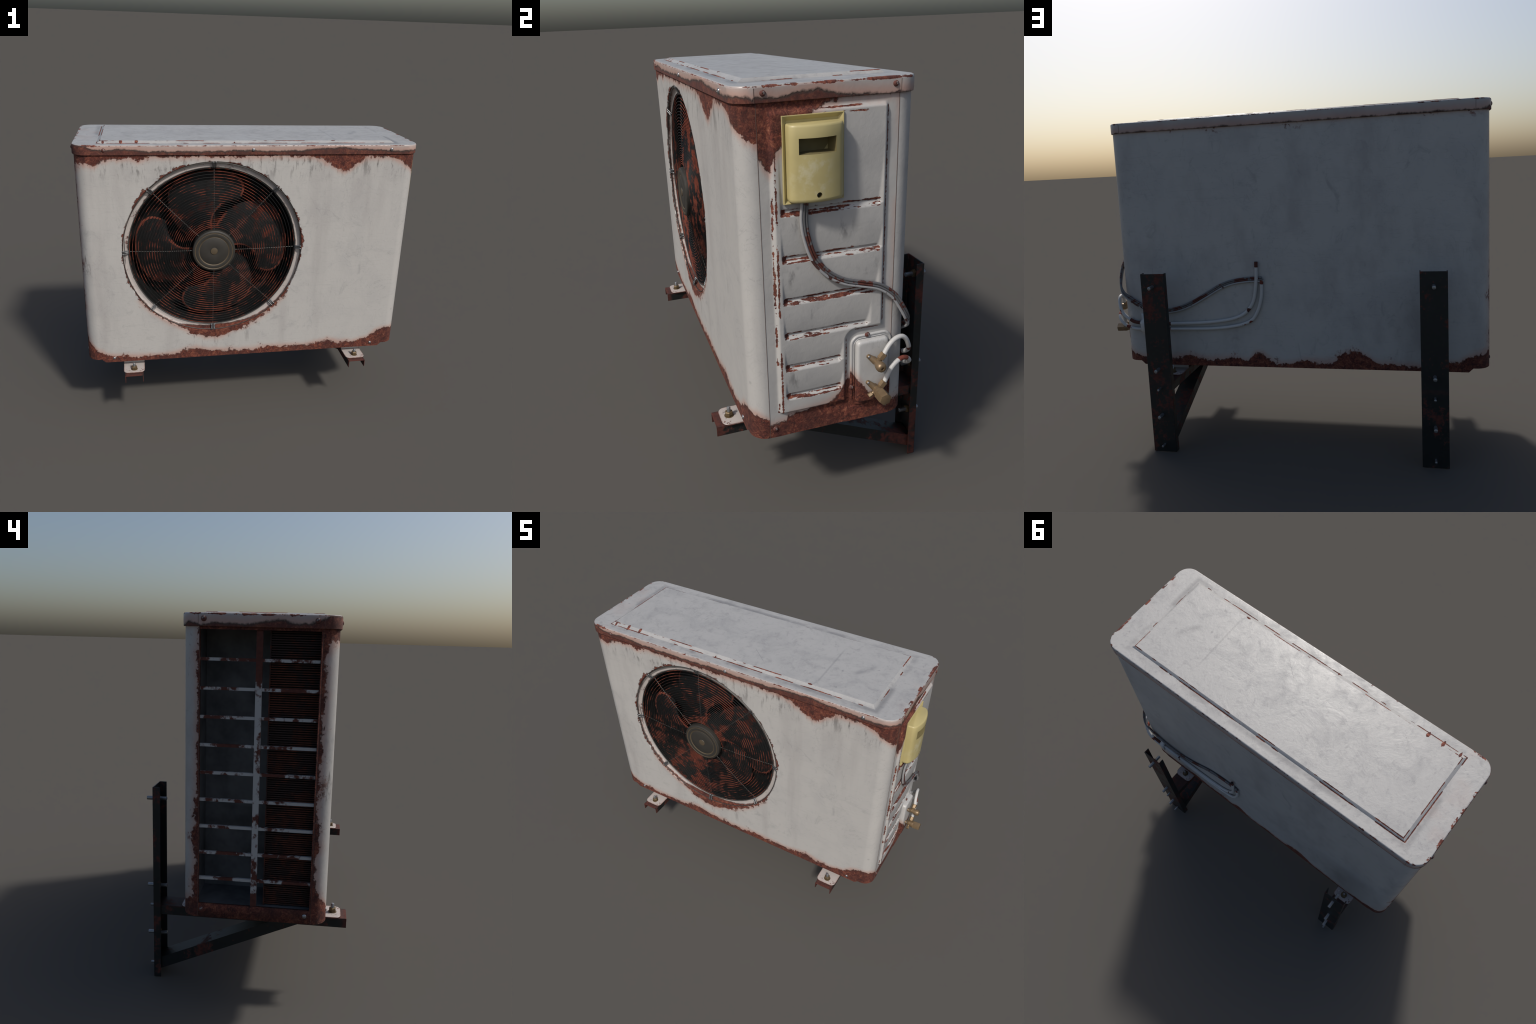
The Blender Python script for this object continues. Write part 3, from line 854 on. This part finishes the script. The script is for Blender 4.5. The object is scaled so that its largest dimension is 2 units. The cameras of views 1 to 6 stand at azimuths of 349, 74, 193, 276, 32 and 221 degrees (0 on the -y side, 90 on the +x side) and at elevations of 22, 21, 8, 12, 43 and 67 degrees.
fin = obj_from("cooling_fin", *join_geo(fins), M_fin, coil, 30)
fin["kind"] = "stuff"

# ------------------------------------------------------------------ lid
def lid_mesh():
    L = LID
    ring = lambda d, z: [(x, y, z) for x, y in rrect(L["x0"] + d, L["x1"] - d, L["y0"] + d, L["y1"] - d, L["r"] - min(d, 0.03), 12)]
    loops = [ring(0.012, L["z0"] + 0.001), ring(0.0015, L["z0"]), ring(0.0003, L["z0"] + 0.0015), ring(0.0, 1.634), ring(0.0, 1.6635), ring(0.0006, 1.6668), ring(0.0022, 1.6696), ring(0.0046, 1.6714), ring(0.0080, 1.672)]
    A = loft(loops)
    foot = [(-0.866, -0.321), (0.754, -0.321), (0.754, 0.183), (-0.866, 0.183)]
    top = [(-0.851, -0.303), (0.740, -0.303), (0.740, 0.172), (-0.851, 0.172)]
    out = [(p[0], p[1]) for p in loops[-1]]
    P, F = fill_with_holes(out, [foot], lambda x, y: not (-0.866 < x < 0.754 and -0.321 < y < 0.183))
    B = ([(x, y, 1.672) for x, y in P], F)
    zt = 1.6825
    sl = loft([[(x, y, 1.672) for x, y in foot], [(x, y, zt - 0.0015) for x, y in [(a + (0.002 if a < 0 else -0.002) * -0.6, b + (0.002 if b < 0 else -0.002) * -0.6) for a, b in top]],
               [(x + (0.002 if x < 0 else -0.002), y + (0.002 if y < 0 else -0.002), zt) for x, y in top]], False, True)
    return join_geo([A, B, sl])


lid = obj_from("lid", *lid_mesh(), M_lid, root, 22)
even_shading(lid)
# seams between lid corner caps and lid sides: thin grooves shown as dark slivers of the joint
for x, y, dx, dy in ((X1 + 0.0075, SF - 0.005, 1, 0), (X1 + 0.0075, SB + 0.001, 1, 0), (X0 - 0.0085, SF - 0.003, -1, 0), (X0 - 0.0085, SB + 0.003, -1, 0), (-0.921, LID["y1"] - 0.0005, 0, 1), (0.816, LID["y1"] - 0.0005, 0, 1)):
    w = 0.0007
    obj_from("joint_seam", *box(x - (w if dy else 0.001), x + (w if dy else 0.001), y - (w if dx else 0.001), y + (w if dx else 0.001), LID["z0"] + 0.001, 1.664), M_seam, lid, 30)
for x in (X0, X1):
    for y in (SF, SB):
        obj_from("joint_seam", *box(x - 0.0009 if x < 0 else x - 0.003, x + 0.003 if x < 0 else x + 0.0009, y - 0.0006, y + 0.0006, ZC + 0.002, ZT - 0.02), M_seam, lid, 30)


# ------------------------------------------------------------------ screws
def screw_mesh(mat):
    prof = [(0.0, 0.0098), (0.0016, 0.0096), (0.0038, 0.0080), (0.0054, 0.0052), (0.0060, 0.0028), (0.0040, 0.0020), (0.0038, 0.0002)]
    V, F = lathe(prof, 16, (0, 0, 0), (1, 0, 0))
    o = obj_from("screw", V, F, mat, None, 50)
    me = o.data
    bpy.data.objects.remove(o)
    return me


SCREW_R, SCREW_B = screw_mesh(M_screw), screw_mesh(M_shiny)


def screw(pos, direction, parent, bright=False, s=1.0):
    o = bpy.data.objects.new("screw", SCREW_B if bright else SCREW_R)
    SCN.collection.objects.link(o)
    o.rotation_euler = Vector((1, 0, 0)).rotation_difference(Vector(direction)).to_euler()
    o.location = pos
    o.scale = (s, s, s)
    o.parent = parent
    return o


for x, b in ((-0.831, False), (-0.055, True), (0.721, True)):
    screw((x, LID["y0"] - 0.0003, 1.6475), (0, -1, 0), lid, b)
for y in (-0.281, 0.154):
    screw((LID["x1"] + 0.0003, y, 1.649), (1, 0, 0), lid)
    screw((LID["x0"] - 0.0003, y, 1.649), (-1, 0, 0), lid, False, 1.15)
    screw((X0 - 0.0003, y + 0.004, 0.455), (-1, 0, 0), intake, y < 0)
screw((X1 + 0.0005, -0.283, 0.457), (1, 0, 0), side)
for x in (-0.837, 0.727):
    screw((x, Y0 - 0.0003, 0.426), (0, -1, 0), front, True, 0.9)

# ------------------------------------------------------------------ fan opening: trough, shroud, grille, fan
NR = 160


def ring_loops(profile, n=NR):
    return [[(FAN.x + r * math.cos(2 * PI * k / n), y, FAN.z + r * math.sin(2 * PI * k / n)) for k in range(n)] for r, y in profile]


def trough_field(g):
    dx, dz = g.x - FAN.x, g.z - FAN.z
    r = (dx * dx + dz * dz).pow(0.5)
    low = g.curve(dx, [(-0.6, 0.0), (-0.2, 0.002), (-0.1, 0.014), (0.05, 0.022), (0.16, 0.012), (0.26, 0.004), (0.6, 0.0)]) * (0.0 - dz).step(0.1, 0.3) + r - 0.4995
    inner = g.noise(9, 3, 0.6).step(0.42, 0.6) * 0.008 - 0.003 + 0.4705 - r
    return low.max(inner)


M_trough = painted("chipped_trough_paint", trough_field, rag=0.006, fine=0.004, halo=0.2, off=1.0, grime=1.5)
trough = obj_from("fan_trough", *loft(ring_loops([(RH + 0.003, -0.356), (RH - 0.0012, -0.3585), (RH - 0.0022, -0.352), (0.4970, -0.3465), (0.4925, -0.3437), (0.486, -0.3425), (0.477, -0.3425), (0.4725, -0.3435), (0.4705, -0.3425), (0.469, -0.3395)])), M_trough, root, 60)
shroud = obj_from("fan_shroud", *loft(ring_loops([(0.469, -0.3396), (0.4675, -0.330), (0.467, -0.14), (0.2, -0.139), (0.02, -0.139)]), False, True), M_dark, root, 50)


def dome(r):
    """depth of the wire guard at radius r"""
    t = min(1.0, max(0.0, (0.468 - r) / 0.33))
    return -0.3420 - 0.020 * (1 - (1 - t) ** 2.0)


def circle(r, y, n):
    return [(FAN.x + r * math.cos(2 * PI * k / n), y, FAN.z + r * math.sin(2 * PI * k / n)) for k in range(n)]


grille = obj_from("fan_grille", *join_geo([tube(circle(0.4985, -0.3600, 144), 0.0020, 8, True), tube(circle(0.470, -0.3440, 144), 0.0026, 8, True)]), M_spoke, root, 180)
r, i = 0.4635, 0   # rings crowd towards the hub
while r > 0.128:
    obj_from("ring", *tube(circle(r, dome(r), 128), 0.0020, 8, True), M_wire, grille, 180)
    r -= 0.0162 - 0.0068 * (i / 26.0)
    i += 1
for k in range(8):
    a = k * PI / 4
    d = Vector((math.cos(a), 0, math.sin(a)))
    c = Vector((FAN.x, 0, FAN.z))
    pts = [c + d * rr + Vector((0, dome(rr) + 0.0038, 0)) for rr in np.linspace(0.10, 0.475, 24)]
    obj_from("spoke", *tube(pts, 0.0021, 8), M_spoke, grille, 180)
    t = Vector((-math.sin(a), 0, math.cos(a)))
    parts = []
    for s in (-1, 1):
        p = c + t * (0.0082 * s)
        parts.append(tube(catmull([p + d * 0.468 + Vector((0, -0.345, 0)), p + d * 0.472 + Vector((0, -0.352, 0)), p + d * 0.485 + Vector((0, -0.357, 0)), p + d * 0.498 + Vector((0, -0.3645, 0)), p + d * 0.503 + Vector((0, -0.3625, 0))], 0.003), 0.0034, 8))
    parts.append(tube([c + d * 0.470 + Vector((0, -0.348, 0)), c + d * 0.499 + Vector((0, -0.357, 0))], 0.0042, 8))
    obj_from("clip", *join_geo(parts), M_clip, grille, 60)
cap_prof = [(0.0, 0.112), (0.0, 0.1195), (0.014, 0.1205), (0.024, 0.1185), (0.0275, 0.1140), (0.0280, 0.1080), (0.0262, 0.1050), (0.0272, 0.1020), (0.0280, 0.0870), (0.0265, 0.0840), (0.0250, 0.0815), (0.0268, 0.0785), (0.0275, 0.0300), (0.0265, 0.0215), (0.0295, 0.0195), (0.0305, 0.0165), (0.0308, 0.0002)]
obj_from("hub_cap", *lathe(cap_prof, 72, (FAN.x, -0.3512, FAN.z), (0, -1, 0)), M_hub, grille, 35)


def blade_mesh():
    """broad swept blade with a rounded tip; returns which faces lie on the rusty border"""
    nu, nv = 44, 44
    V, F, border = [], [], []
    def tip(v): return 0.285 + 0.147 * max(0.0, 1 - abs(v) ** 3.2) ** (1 / 3.2) - 0.012 * v
    def half(u): return math.radians(37 - 4 * math.sin(u * PI))
    for i in range(nu + 1):
        u = i / nu
        for j in range(nv + 1):
            v = math.sin((j / nv - 0.5) * PI)
            r = 0.085 + (tip(v) - 0.085) * u
            th = v * half(u) + math.radians(20 - 33 * u ** 0.8) + math.radians(10) * math.sin(u * PI)
            y = 0.042 * v * (1 - 0.35 * u) + 0.018 * u * u - 0.010 * (1 - v * v)
            V.append((r * math.cos(th), y, r * math.sin(th)))
    m = nv + 1
    for i in range(nu):
        for j in range(nv):
            F.append((i * m + j, (i + 1) * m + j, (i + 1) * m + j + 1, i * m + j + 1))
    rim = [Vector(V[i * m + j]) for i in range(2, nu + 1) for j in range(m) if j in (0, nv) or i == nu]
    for q in F:
        c = sum((Vector(V[k]) for k in q), Vector()) / 4
        border.append(min((c - p).length for p in rim) < 0.0095)
    return V, F, border


fan = obj_from("fan", *lathe([(0, 0.09), (0.0, 0.105), (0.09, 0.108), (0.10, 0.09)], 48, (FAN.x, -0.20, FAN.z), (0, -1, 0)), M_dark, root, 40)
BV, BF, BORDER = blade_mesh()
b0 = obj_from("blade", BV, BF, [M_blade, M_blade_edge], fan, 180)
for p, e in zip(b0.data.polygons, BORDER):
    p.material_index = 1 if e else 0
solid(b0, 0.004, 0)
for k, a in enumerate((200, 110, 20, -70)):
    o = b0 if k == 0 else b0.copy()
    if k:
        SCN.collection.objects.link(o)
    o.location = (FAN.x, -0.262, FAN.z)
    o.rotation_euler = (0, -math.radians(a), 0)

# ------------------------------------------------------------------ service cover, valves, pipes
def cover_field(g):
    return g.curve(g.y, [(-0.02, 0.16), (0.015, 0.145), (0.03, 0.125), (0.045, 0.105), (0.06, 0.075), (0.075, 0.05), (0.10, 0.06), (0.125, 0.085), (0.15, 0.10), (0.2, 0.08)]) + 0.490 - g.z


M_cover = painted("chipped_cover_paint", cover_field, rag=0.022, fine=0.010, off=8.0, grime=0.5, paint=(0.46, 0.455, 0.445), rough=0.35)
cl = []
for ins, x, r in ((0.0, 0.879, 0.034), (0.0005, 0.8845, 0.0335), (0.0025, 0.8870, 0.032), (0.0050, 0.8875, 0.030), (0.0080, 0.8862, 0.028), (0.0100, 0.8845, 0.027), (0.0125, 0.8850, 0.025),
                  (0.0140, 0.8862, 0.024), (0.0155, 0.8850, 0.023), (0.0172, 0.8815, 0.015), (0.0178, 0.8815, 0.015), (0.0185, 0.8950, 0.015), (0.0195, 0.9000, 0.0155), (0.0220, 0.9038, 0.016), (0.0255, 0.9055, 0.016), (0.0300, 0.9060, 0.014)):
    cl.append([(x, y, z) for y, z in rrect(0.0105 + ins, 0.1725 - ins, 0.4865 + ins, 0.7805 - ins, r, 10)])
cover = obj_from("valve_cover", *loft(cl, False, True), M_cover, root, 35)
for y, z in ((0.074, 0.779), (0.013, 0.570), (0.150, 0.462)):
    screw((0.8865, y, z), (1, 0, 0), cover, False, 1.0)

AX = Vector((1, 0.03, -0.03)).normalized()
NX = Vector((0.04, 0.64, 0.77)).normalized()


def hexbar(o, axis, s0, s1, r, bevel=0.0018):
    return lathe([(s0, r * 0.86), (s0 + bevel, r), (s1 - bevel, r), (s1, r * 0.86)], 6, o, axis, 0.3)


def valve(base, big):
    b = Vector(base)
    if big:
        prof = [(-0.004, 0.0135), (0.012, 0.0140), (0.022, 0.0150), (0.034, 0.0190), (0.044, 0.0215), (0.050, 0.0215)]
    else:
        prof = [(-0.004, 0.0120), (0.010, 0.0115), (0.018, 0.0105), (0.030, 0.0120), (0.042, 0.0170), (0.052, 0.0190), (0.060, 0.0188), (0.067, 0.0160), (0.0705, 0.0115), (0.0705, 0.0062), (0.0630, 0.0055), (0.0620, 0.0005)]
    v = obj_from("valve", *join_geo([lathe(prof, 32, b, AX), lathe([(0.0, 0.0068), (0.024, 0.0068)], 20, b + AX * 0.026, NX)]), M_brass, root, 40)
    obj_from("nut", *join_geo([hexbar(b + AX * 0.026, NX, 0.019, 0.044, 0.0142), lathe([(0.010, 0.006), (0.015, 0.0095), (0.020, 0.0115)], 20, b + AX * 0.026, NX)]), M_brass, v, 28)
    # mounting ear with its screw
    e = b + (Vector((0.004, -0.0275, 0.0265)) if big else Vector((0.004, -0.0215, 0.0180)))
    ear = []
    for k in range(6):
        t = k / 5
        p = e.lerp(b + AX * 0.016, t)
        rr = 0.0085 + 0.0055 * t
        ear.append([tuple(p + Vector((math.sin(a) * 0.85 * rr, 0.70 * rr * math.cos(a), 0.71 * rr * math.cos(a)))) for a in [2 * PI * q / 20 for q in range(20)]])
    obj_from("ear", *loft(ear, True, True), M_brass, v, 50)
    ball = lathe([(-0.0080 + 0.0001, 0.0005), (-0.0055, 0.0060), (0, 0.0088), (0.0055, 0.0070), (0.007, 0.0062)], 20, e, (1, 0, 0))
    obj_from("ear", *ball, M_brass, v, 50)
    screw(e + Vector((0.0066, 0, 0)), (1, 0, 0), v, True, 0.55)
    if big:
        end = (1.0 - b.x - 0.004) / AX.x
        obj_from("cap", *lathe([(0.046, 0.0205), (0.049, 0.0240), (end - 0.006, 0.0244), (end - 0.0015, 0.0228), (end, 0.0180)], 6, b, AX, 0.25), M_brass, v, 25)
        o = b + AX * 0.024
        PX = Vector((0.0, -0.86, -0.50))
        obj_from("port", *join_geo([lathe([(0.005, 0.0065), (0.024, 0.0065)], 16, o, PX), hexbar(o, PX, 0.022, 0.039, 0.0100)]), M_brass, v, 28)
    return b + AX * 0.026 + NX * 0.042


p1 = valve((0.905, 0.092, 0.6835), False)
p2 = valve((0.905, 0.097, 0.5660), True)
up = [p1, (0.9265, 0.140, 0.740), (0.921, 0.163, 0.757), (0.917, 0.184, 0.763), (0.9145, 0.201, 0.761), (0.911, 0.217, 0.747), (0.903, 0.231, 0.722), (0.890, 0.243, 0.695), (0.868, 0.2500, 0.670), (0.842, 0.2515, 0.651), (0.805, 0.2515, 0.634), (0.70, 0.2505, 0.625),
      (0.611, 0.2505, 0.627), (0.423, 0.2505, 0.635), (0.310, 0.2505, 0.648), (0.250, 0.2505, 0.662), (0.208, 0.2505, 0.682), (0.178, 0.2505, 0.710), (0.156, 0.2505, 0.745), (0.144, 0.252, 0.786), (0.133, 0.254, 0.860), (0.129, 0.255, 0.950)]
lo = [p2, (0.929, 0.153, 0.647), (0.925, 0.176, 0.666), (0.920, 0.198, 0.674), (0.914, 0.219, 0.669), (0.905, 0.235, 0.655), (0.892, 0.246, 0.639), (0.871, 0.2505, 0.621), (0.842, 0.2515, 0.607), (0.800, 0.2515, 0.598), (0.70, 0.2505, 0.597),
      (0.613, 0.2505, 0.599), (0.384, 0.2505, 0.604), (0.262, 0.2505, 0.618), (0.200, 0.2505, 0.634), (0.160, 0.2505, 0.658), (0.134, 0.2505, 0.700), (0.118, 0.2505, 0.745), (0.110, 0.2505, 0.790), (0.107, 0.2505, 0.855)]
pa = obj_from("pipe", *tube(catmull(up), 0.0088, 16), M_pipe_a, root, 60)
pb = obj_from("pipe", *tube(catmull(lo), 0.0088, 16), M_pipe_b, root, 60)
obj_from("pipe_bore", *join_geo([lathe([(-0.0001, 0.0062), (0.0006, 0.0062)], 16, (0.129, 0.255, 0.950), (0, 0, 1)), lathe([(-0.0001, 0.0062), (0.0006, 0.0062)], 16, (0.107, 0.2505, 0.855), (0, 0, 1))]), M_dark, pa, 40)
# saddle clamp over the two pipes and a tie over the cables
cz = [(0.565, 0.2445), (0.578, 0.2445), (0.586, 0.256), (0.594, 0.2625), (0.632, 0.2625), (0.641, 0.256), (0.648, 0.2445), (0.680, 0.2445)]
V = []
for x in (0.745, 0.777):
    V += [(x, y, z) for z, y in cz]
n = len(cz)
clamp = obj_from("pipe_clamp", V, [(i, i + 1, n + i + 1, n + i) for i in range(n - 1)], plain("white_clamp", (0.52, 0.52, 0.515), 0.45), root, 30)
solid(clamp, 0.004, 0)

# ------------------------------------------------------------------ control box
plate_l = []
for ins, x in ((0.0, 0.884), (0.0, 0.8970), (0.0010, 0.8985), (0.0026, 0.8982), (0.0160, 0.8868), (0.0162, 0.8868)):
    plate_l.append([(x, y, z) for y, z in ((-0.2285 + ins, 1.3035 + ins), (-0.0245 - ins, 1.3035 + ins), (-0.0245 - ins, 1.5795 - ins), (-0.2285 + ins, 1.5795 - ins))])
plate = obj_from("mounting_plate", *loft(plate_l, False, True), M_yellow, root, 20)


def box_outline():
    ya, yb, yc = -0.2165, -0.0365, -0.1265
    arc = []
    for k in range(25):
        y = ya + 0.007 + (yb - ya - 0.014) * k / 24
        arc.append((y, 0.9515 - 2.9 * (y - yc) ** 2))
    left = [(ya, 0.882), (ya, 0.9150), (ya + 0.0012, 0.9215), (ya + 0.0038, 0.9268)]
    right = [(2 * yc - y, x) for y, x in reversed(left)]
    return left + arc[1:-1] + right


def control_box():
    out = box_outline()
    yc, xc = -0.1265, 0.882
    loops = []
    z0, z1 = 1.3135, 1.5555
    for z, s, sx in ((z0, 0.93, 0.86), (z0 + 0.002, 0.965, 0.93), (z0 + 0.006, 0.988, 0.975), (z0 + 0.012, 1, 1), (1.327, 1, 1), (1.350, 1, 1), (1.40, 1, 1), (1.44, 1, 1), (1.4655, 1, 1), (1.5165, 1, 1), (z1 - 0.008, 1, 1), (z1 - 0.004, 0.990, 0.975), (z1 - 0.0015, 0.975, 0.945), (z1, 0.955, 0.90)):
        loops.append([(xc + (x - xc) * sx, yc + (y - yc) * s, z) for y, x in out])
    return loft(loops, True, True)


cbox = obj_from("control_box", *control_box(), M_yellow, root, 35)
cut_v, cut_f = box(0.8855, 0.99, -0.1955, -0.0635, 1.4665, 1.5155)
cut_v = [(x + (0.012 if x < 0.95 and abs(y + 0.1955) < 1e-6 else 0) + (0.004 if x < 0.95 and z > 1.5 else 0), y + (0.010 if x < 0.95 and y < -0.15 else (-0.012 if x < 0.95 else 0)), z) for x, y, z in cut_v]
cutter = obj_from("cutter", *join_geo([(cut_v, cut_f)]), M_yellow)
hole = obj_from("cutter", *lathe([(0, 0.0088), (0.06, 0.0088)], 24, (0.930, -0.129, 1.3385), (1, 0, 0)), M_yellow)
for c in (cutter, hole):
    m = cbox.modifiers.new("cut", "BOOLEAN"); m.object = c; m.operation = "DIFFERENCE"; m.solver = "EXACT"
dg = bpy.context.evaluated_depsgraph_get()
new = bpy.data.meshes.new_from_object(cbox.evaluated_get(dg))
cbox.modifiers.clear()
cbox.data = new
new.materials.append(plain("yellow_darkened_for_recess_shade", (0.17, 0.140, 0.060), 0.7))  # deeper yellow paints the shadow inside slot and screw hole
for p in new.polygons:
    c = p.center
    front_x = 0.9515 - 2.9 * (c.y + 0.1265) ** 2
    if c.x < front_x - 0.006 and abs(c.y + 0.1295) < 0.0665 and (abs(c.z - 1.491) < 0.0246 or abs(c.z - 1.3385) < 0.0092):
        p.material_index = len(new.materials) - 1
new.shade_smooth(); new.set_sharp_from_angle(angle=math.radians(35))
for c in (cutter, hole):
    bpy.data.objects.remove(c)
screw((0.9305, -0.129, 1.3385), (1, 0, 0), cbox, True, 0.75)

# ------------------------------------------------------------------ cables
CAB = [((0.918, -0.165, 1.325), (1, 0, 0)), ((0.912, -0.1655, 1.29), (1, 0, 0)), ((0.905, -0.165, 1.24), (1, 0, 0)), ((0.902, -0.158, 1.185), (1, 0, 0)), ((0.901, -0.133, 1.110), (1, 0, 0)), ((0.901, -0.084, 1.050), (1, 0, 0)),
       ((0.901, -0.024, 1.012), (1, 0, 0)), ((0.901, 0.042, 0.990), (1, 0, 0)), ((0.900, 0.110, 0.966), (1, 0, 0)), ((0.899, 0.165, 0.925), (1, 0, 0)), ((0.897, 0.203, 0.872), (1, 0.1, 0)), ((0.888, 0.230, 0.825), (0.9, 0.45, 0)),
       ((0.868, 0.2475, 0.790), (0.45, 0.9, 0)), ((0.830, 0.2495, 0.757), (0.1, 1, 0)), ((0.769, 0.2495, 0.722), (0, 1, 0)), ((0.690, 0.2495, 0.702), (0, 1, 0)), ((0.615, 0.2495, 0.698), (0, 1, 0)), ((0.550, 0.2495, 0.709), (0, 1, 0)),
       ((0.480, 0.2495, 0.736), (0, 1, 0)), ((0.410, 0.2495, 0.775), (0, 1, 0)), ((0.330, 0.2495, 0.822), (0, 1, 0)), ((0.265, 0.2495, 0.846), (0, 1, 0)), ((0.184, 0.2495, 0.857), (0, 1, 0)), ((0.106, 0.2495, 0.859), (0, 1, 0))]


def cable(offset, lift, r, mat, extra=0.0):
    pts = []
    for i, (p, n) in enumerate(CAB):
        p, n = Vector(p), Vector(n).normalized()
        a, b = Vector(CAB[max(i - 1, 0)][0]), Vector(CAB[min(i + 1, len(CAB) - 1)][0])
        t = (b - a).normalized()
        s = t.cross(n).normalized()
        wob = 0.0014 * math.sin(i * 1.3 + offset * 700)
        pts.append(p + s * (offset + wob) + n * lift)
    if extra:
        pts[-1] = pts[-1] + Vector((-extra, 0, 0))
    return obj_from("cable", *tube(catmull(pts), r, 12), mat, root, 60)


cable(-0.0088, 0.0, 0.0054, M_cable, 0.002)
cable(0.0, 0.0025, 0.0040, M_cable, 0.006)
cable(0.0088, 0.0, 0.0054, M_cable_light, 0.010)

# ------------------------------------------------------------------ mounting feet, brackets, bolts
def foot_mesh():
    """tab with rounded end, bent up to the casing; local x centred on the bracket, front foot coordinates"""
    w = 0.0605
    r = 0.030
    yb, ye = -0.322, -0.437
    out = [(-w, yb), (w, yb)]
    for k in range(9):
        a = math.radians(0 - 90 * k / 8)
        out.append((w - r + r * math.cos(a), ye + r + r * math.sin(a)))
    for k in range(9):
        a = math.radians(-90 - 90 * k / 8)
        out.append((-w + r + r * math.cos(a), ye + r + r * math.sin(a)))
    tab = prism(out, 0.3600, 0.3660, 2)
    up_ = box(-w, w, yb - 0.004, yb + 0.001, 0.3655, 0.4215)
    return join_geo([tab, up_])


def foot_field(g):
    sd = box_sdf(g, g.x, g.y, -0.0605, 0.0605, -0.437, -0.25)
    under = (0.3652 - g.z) * 6.0 - 0.010
    return (sd + 0.0015).max(under)


M_foot = painted("chipped_foot_paint", foot_field, rag=0.008, fine=0.003, halo=0.3, off=4.0, grime=0.4)
FV, FF = foot_mesh()
stud_me = None


def foot(cx, rear):
    o = obj_from("mounting_foot", FV, FF, M_foot, root, 30)
    b = o.modifiers.new("soft_edge", "BEVEL"); b.width = 0.0018; b.segments = 2; b.limit_method = "ANGLE"
    if rear:
        o.rotation_euler = (0, 0, PI)
        o.location = (cx, -0.143, 0)
    else:
        o.location = (cx, 0, 0)
    st = obj_from("stud", *lathe([(0, 0.0078), (0.038, 0.0078), (0.0405, 0.0060), (0.041, 0.0004)], 16, (0, -0.400, 0.366), (0, 0, 1)), M_bolt, o, 40)
    nt = obj_from("nut", *join_geo([lathe([(0.0, 0.0155), (0.0018, 0.0165), (0.0165, 0.0165), (0.0190, 0.0140)], 6, (0, -0.400, 0.3675), (0, 0, 1), 0.4), lathe([(0, 0.0195), (0.0022, 0.0192)], 24, (0, -0.400, 0.3658), (0, 0, 1))]), M_nut, o, 28)
    return o


def channel_y(w, y0, y1, z0, z1, t):
    """inverted channel running along y"""
    return join_geo([box(-w, w, y0, y1, z1 - t, z1), box(-w, -w + t, y0, y1, z0, z1 - t), box(w - t, w, y0, y1, z0, z1 - t)])


def bracket(cx):
    steel = M_steel[1 if cx > 0 else 0]
    w, t = 0.0608, 0.0042
    up_v = prism([(-w, 0.422), (-w, 0.3885), (-w + t, 0.3885), (-w + t, 0.422 - t), (w - t, 0.422 - t), (w - t, 0.3885), (w, 0.3885), (w, 0.422)], 0.0, 0.923, 2)
    br = obj_from("wall_bracket", *up_v, steel, root, 30)
    br.location = (cx, 0, 0)
    m = br.modifiers.new("soft_edge", "BEVEL"); m.width = 0.0012; m.segments = 2; m.limit_method = "ANGLE"
    arm = prism([(-0.0515, 0.3150), (-0.0515, 0.3595), (0.0515, 0.3595), (0.0515, 0.3150), (0.0475, 0.3150), (0.0475, 0.3555), (-0.0475, 0.3555), (-0.0475, 0.3150)], -0.4635, 0.4170, 1)
    a = obj_from("arm", *arm, steel, br, 30)
    m = a.modifiers.new("soft_edge", "BEVEL"); m.width = 0.001; m.segments = 2; m.limit_method = "ANGLE"
    side_poly = [(0.4165, 0.083), (-0.205, 0.3535), (-0.252, 0.3165), (0.4165, 0.026)]
    ws = 0.0468
    web = [(0.4165, 0.083), (-0.205, 0.3535), (-0.205, 0.3490), (0.4165, 0.0785)]
    st = join_geo([prism(side_poly, -ws, -ws + 0.004, 0), prism(side_poly, ws - 0.004, ws, 0), prism(web, -ws + 0.004, ws - 0.004, 0)])
    obj_from("strut", *st, steel, br, 30)
    for z in (0.858, 0.438, 0.198):
        bo = obj_from("bolt", *lathe([(0, 0.0070), (0.0012, 0.0088), (0.0908, 0.0088), (0.092, 0.0070)], 16, (0, 0.372, z), (0, 1, 0)), M_bolt, br, 40)
        obj_from("nut", *lathe([(0.0, 0.0150), (0.002, 0.0172), (0.012, 0.0172), (0.0135, 0.0150)], 6, (0, 0.4045, z), (0, 1, 0), 0.5), M_nut, br, 28)
    for z in (0.337, 0.040):
        obj_from("bolt", *lathe([(0, 0.0058), (0.036, 0.0058), (0.037, 0.0045)], 12, (0, 0.416, z), (0, 1, 0)), M_bolt, br, 40)
    return br


for cx in BX:
    bracket(cx)
    foot(cx, False)
    foot(cx, True)
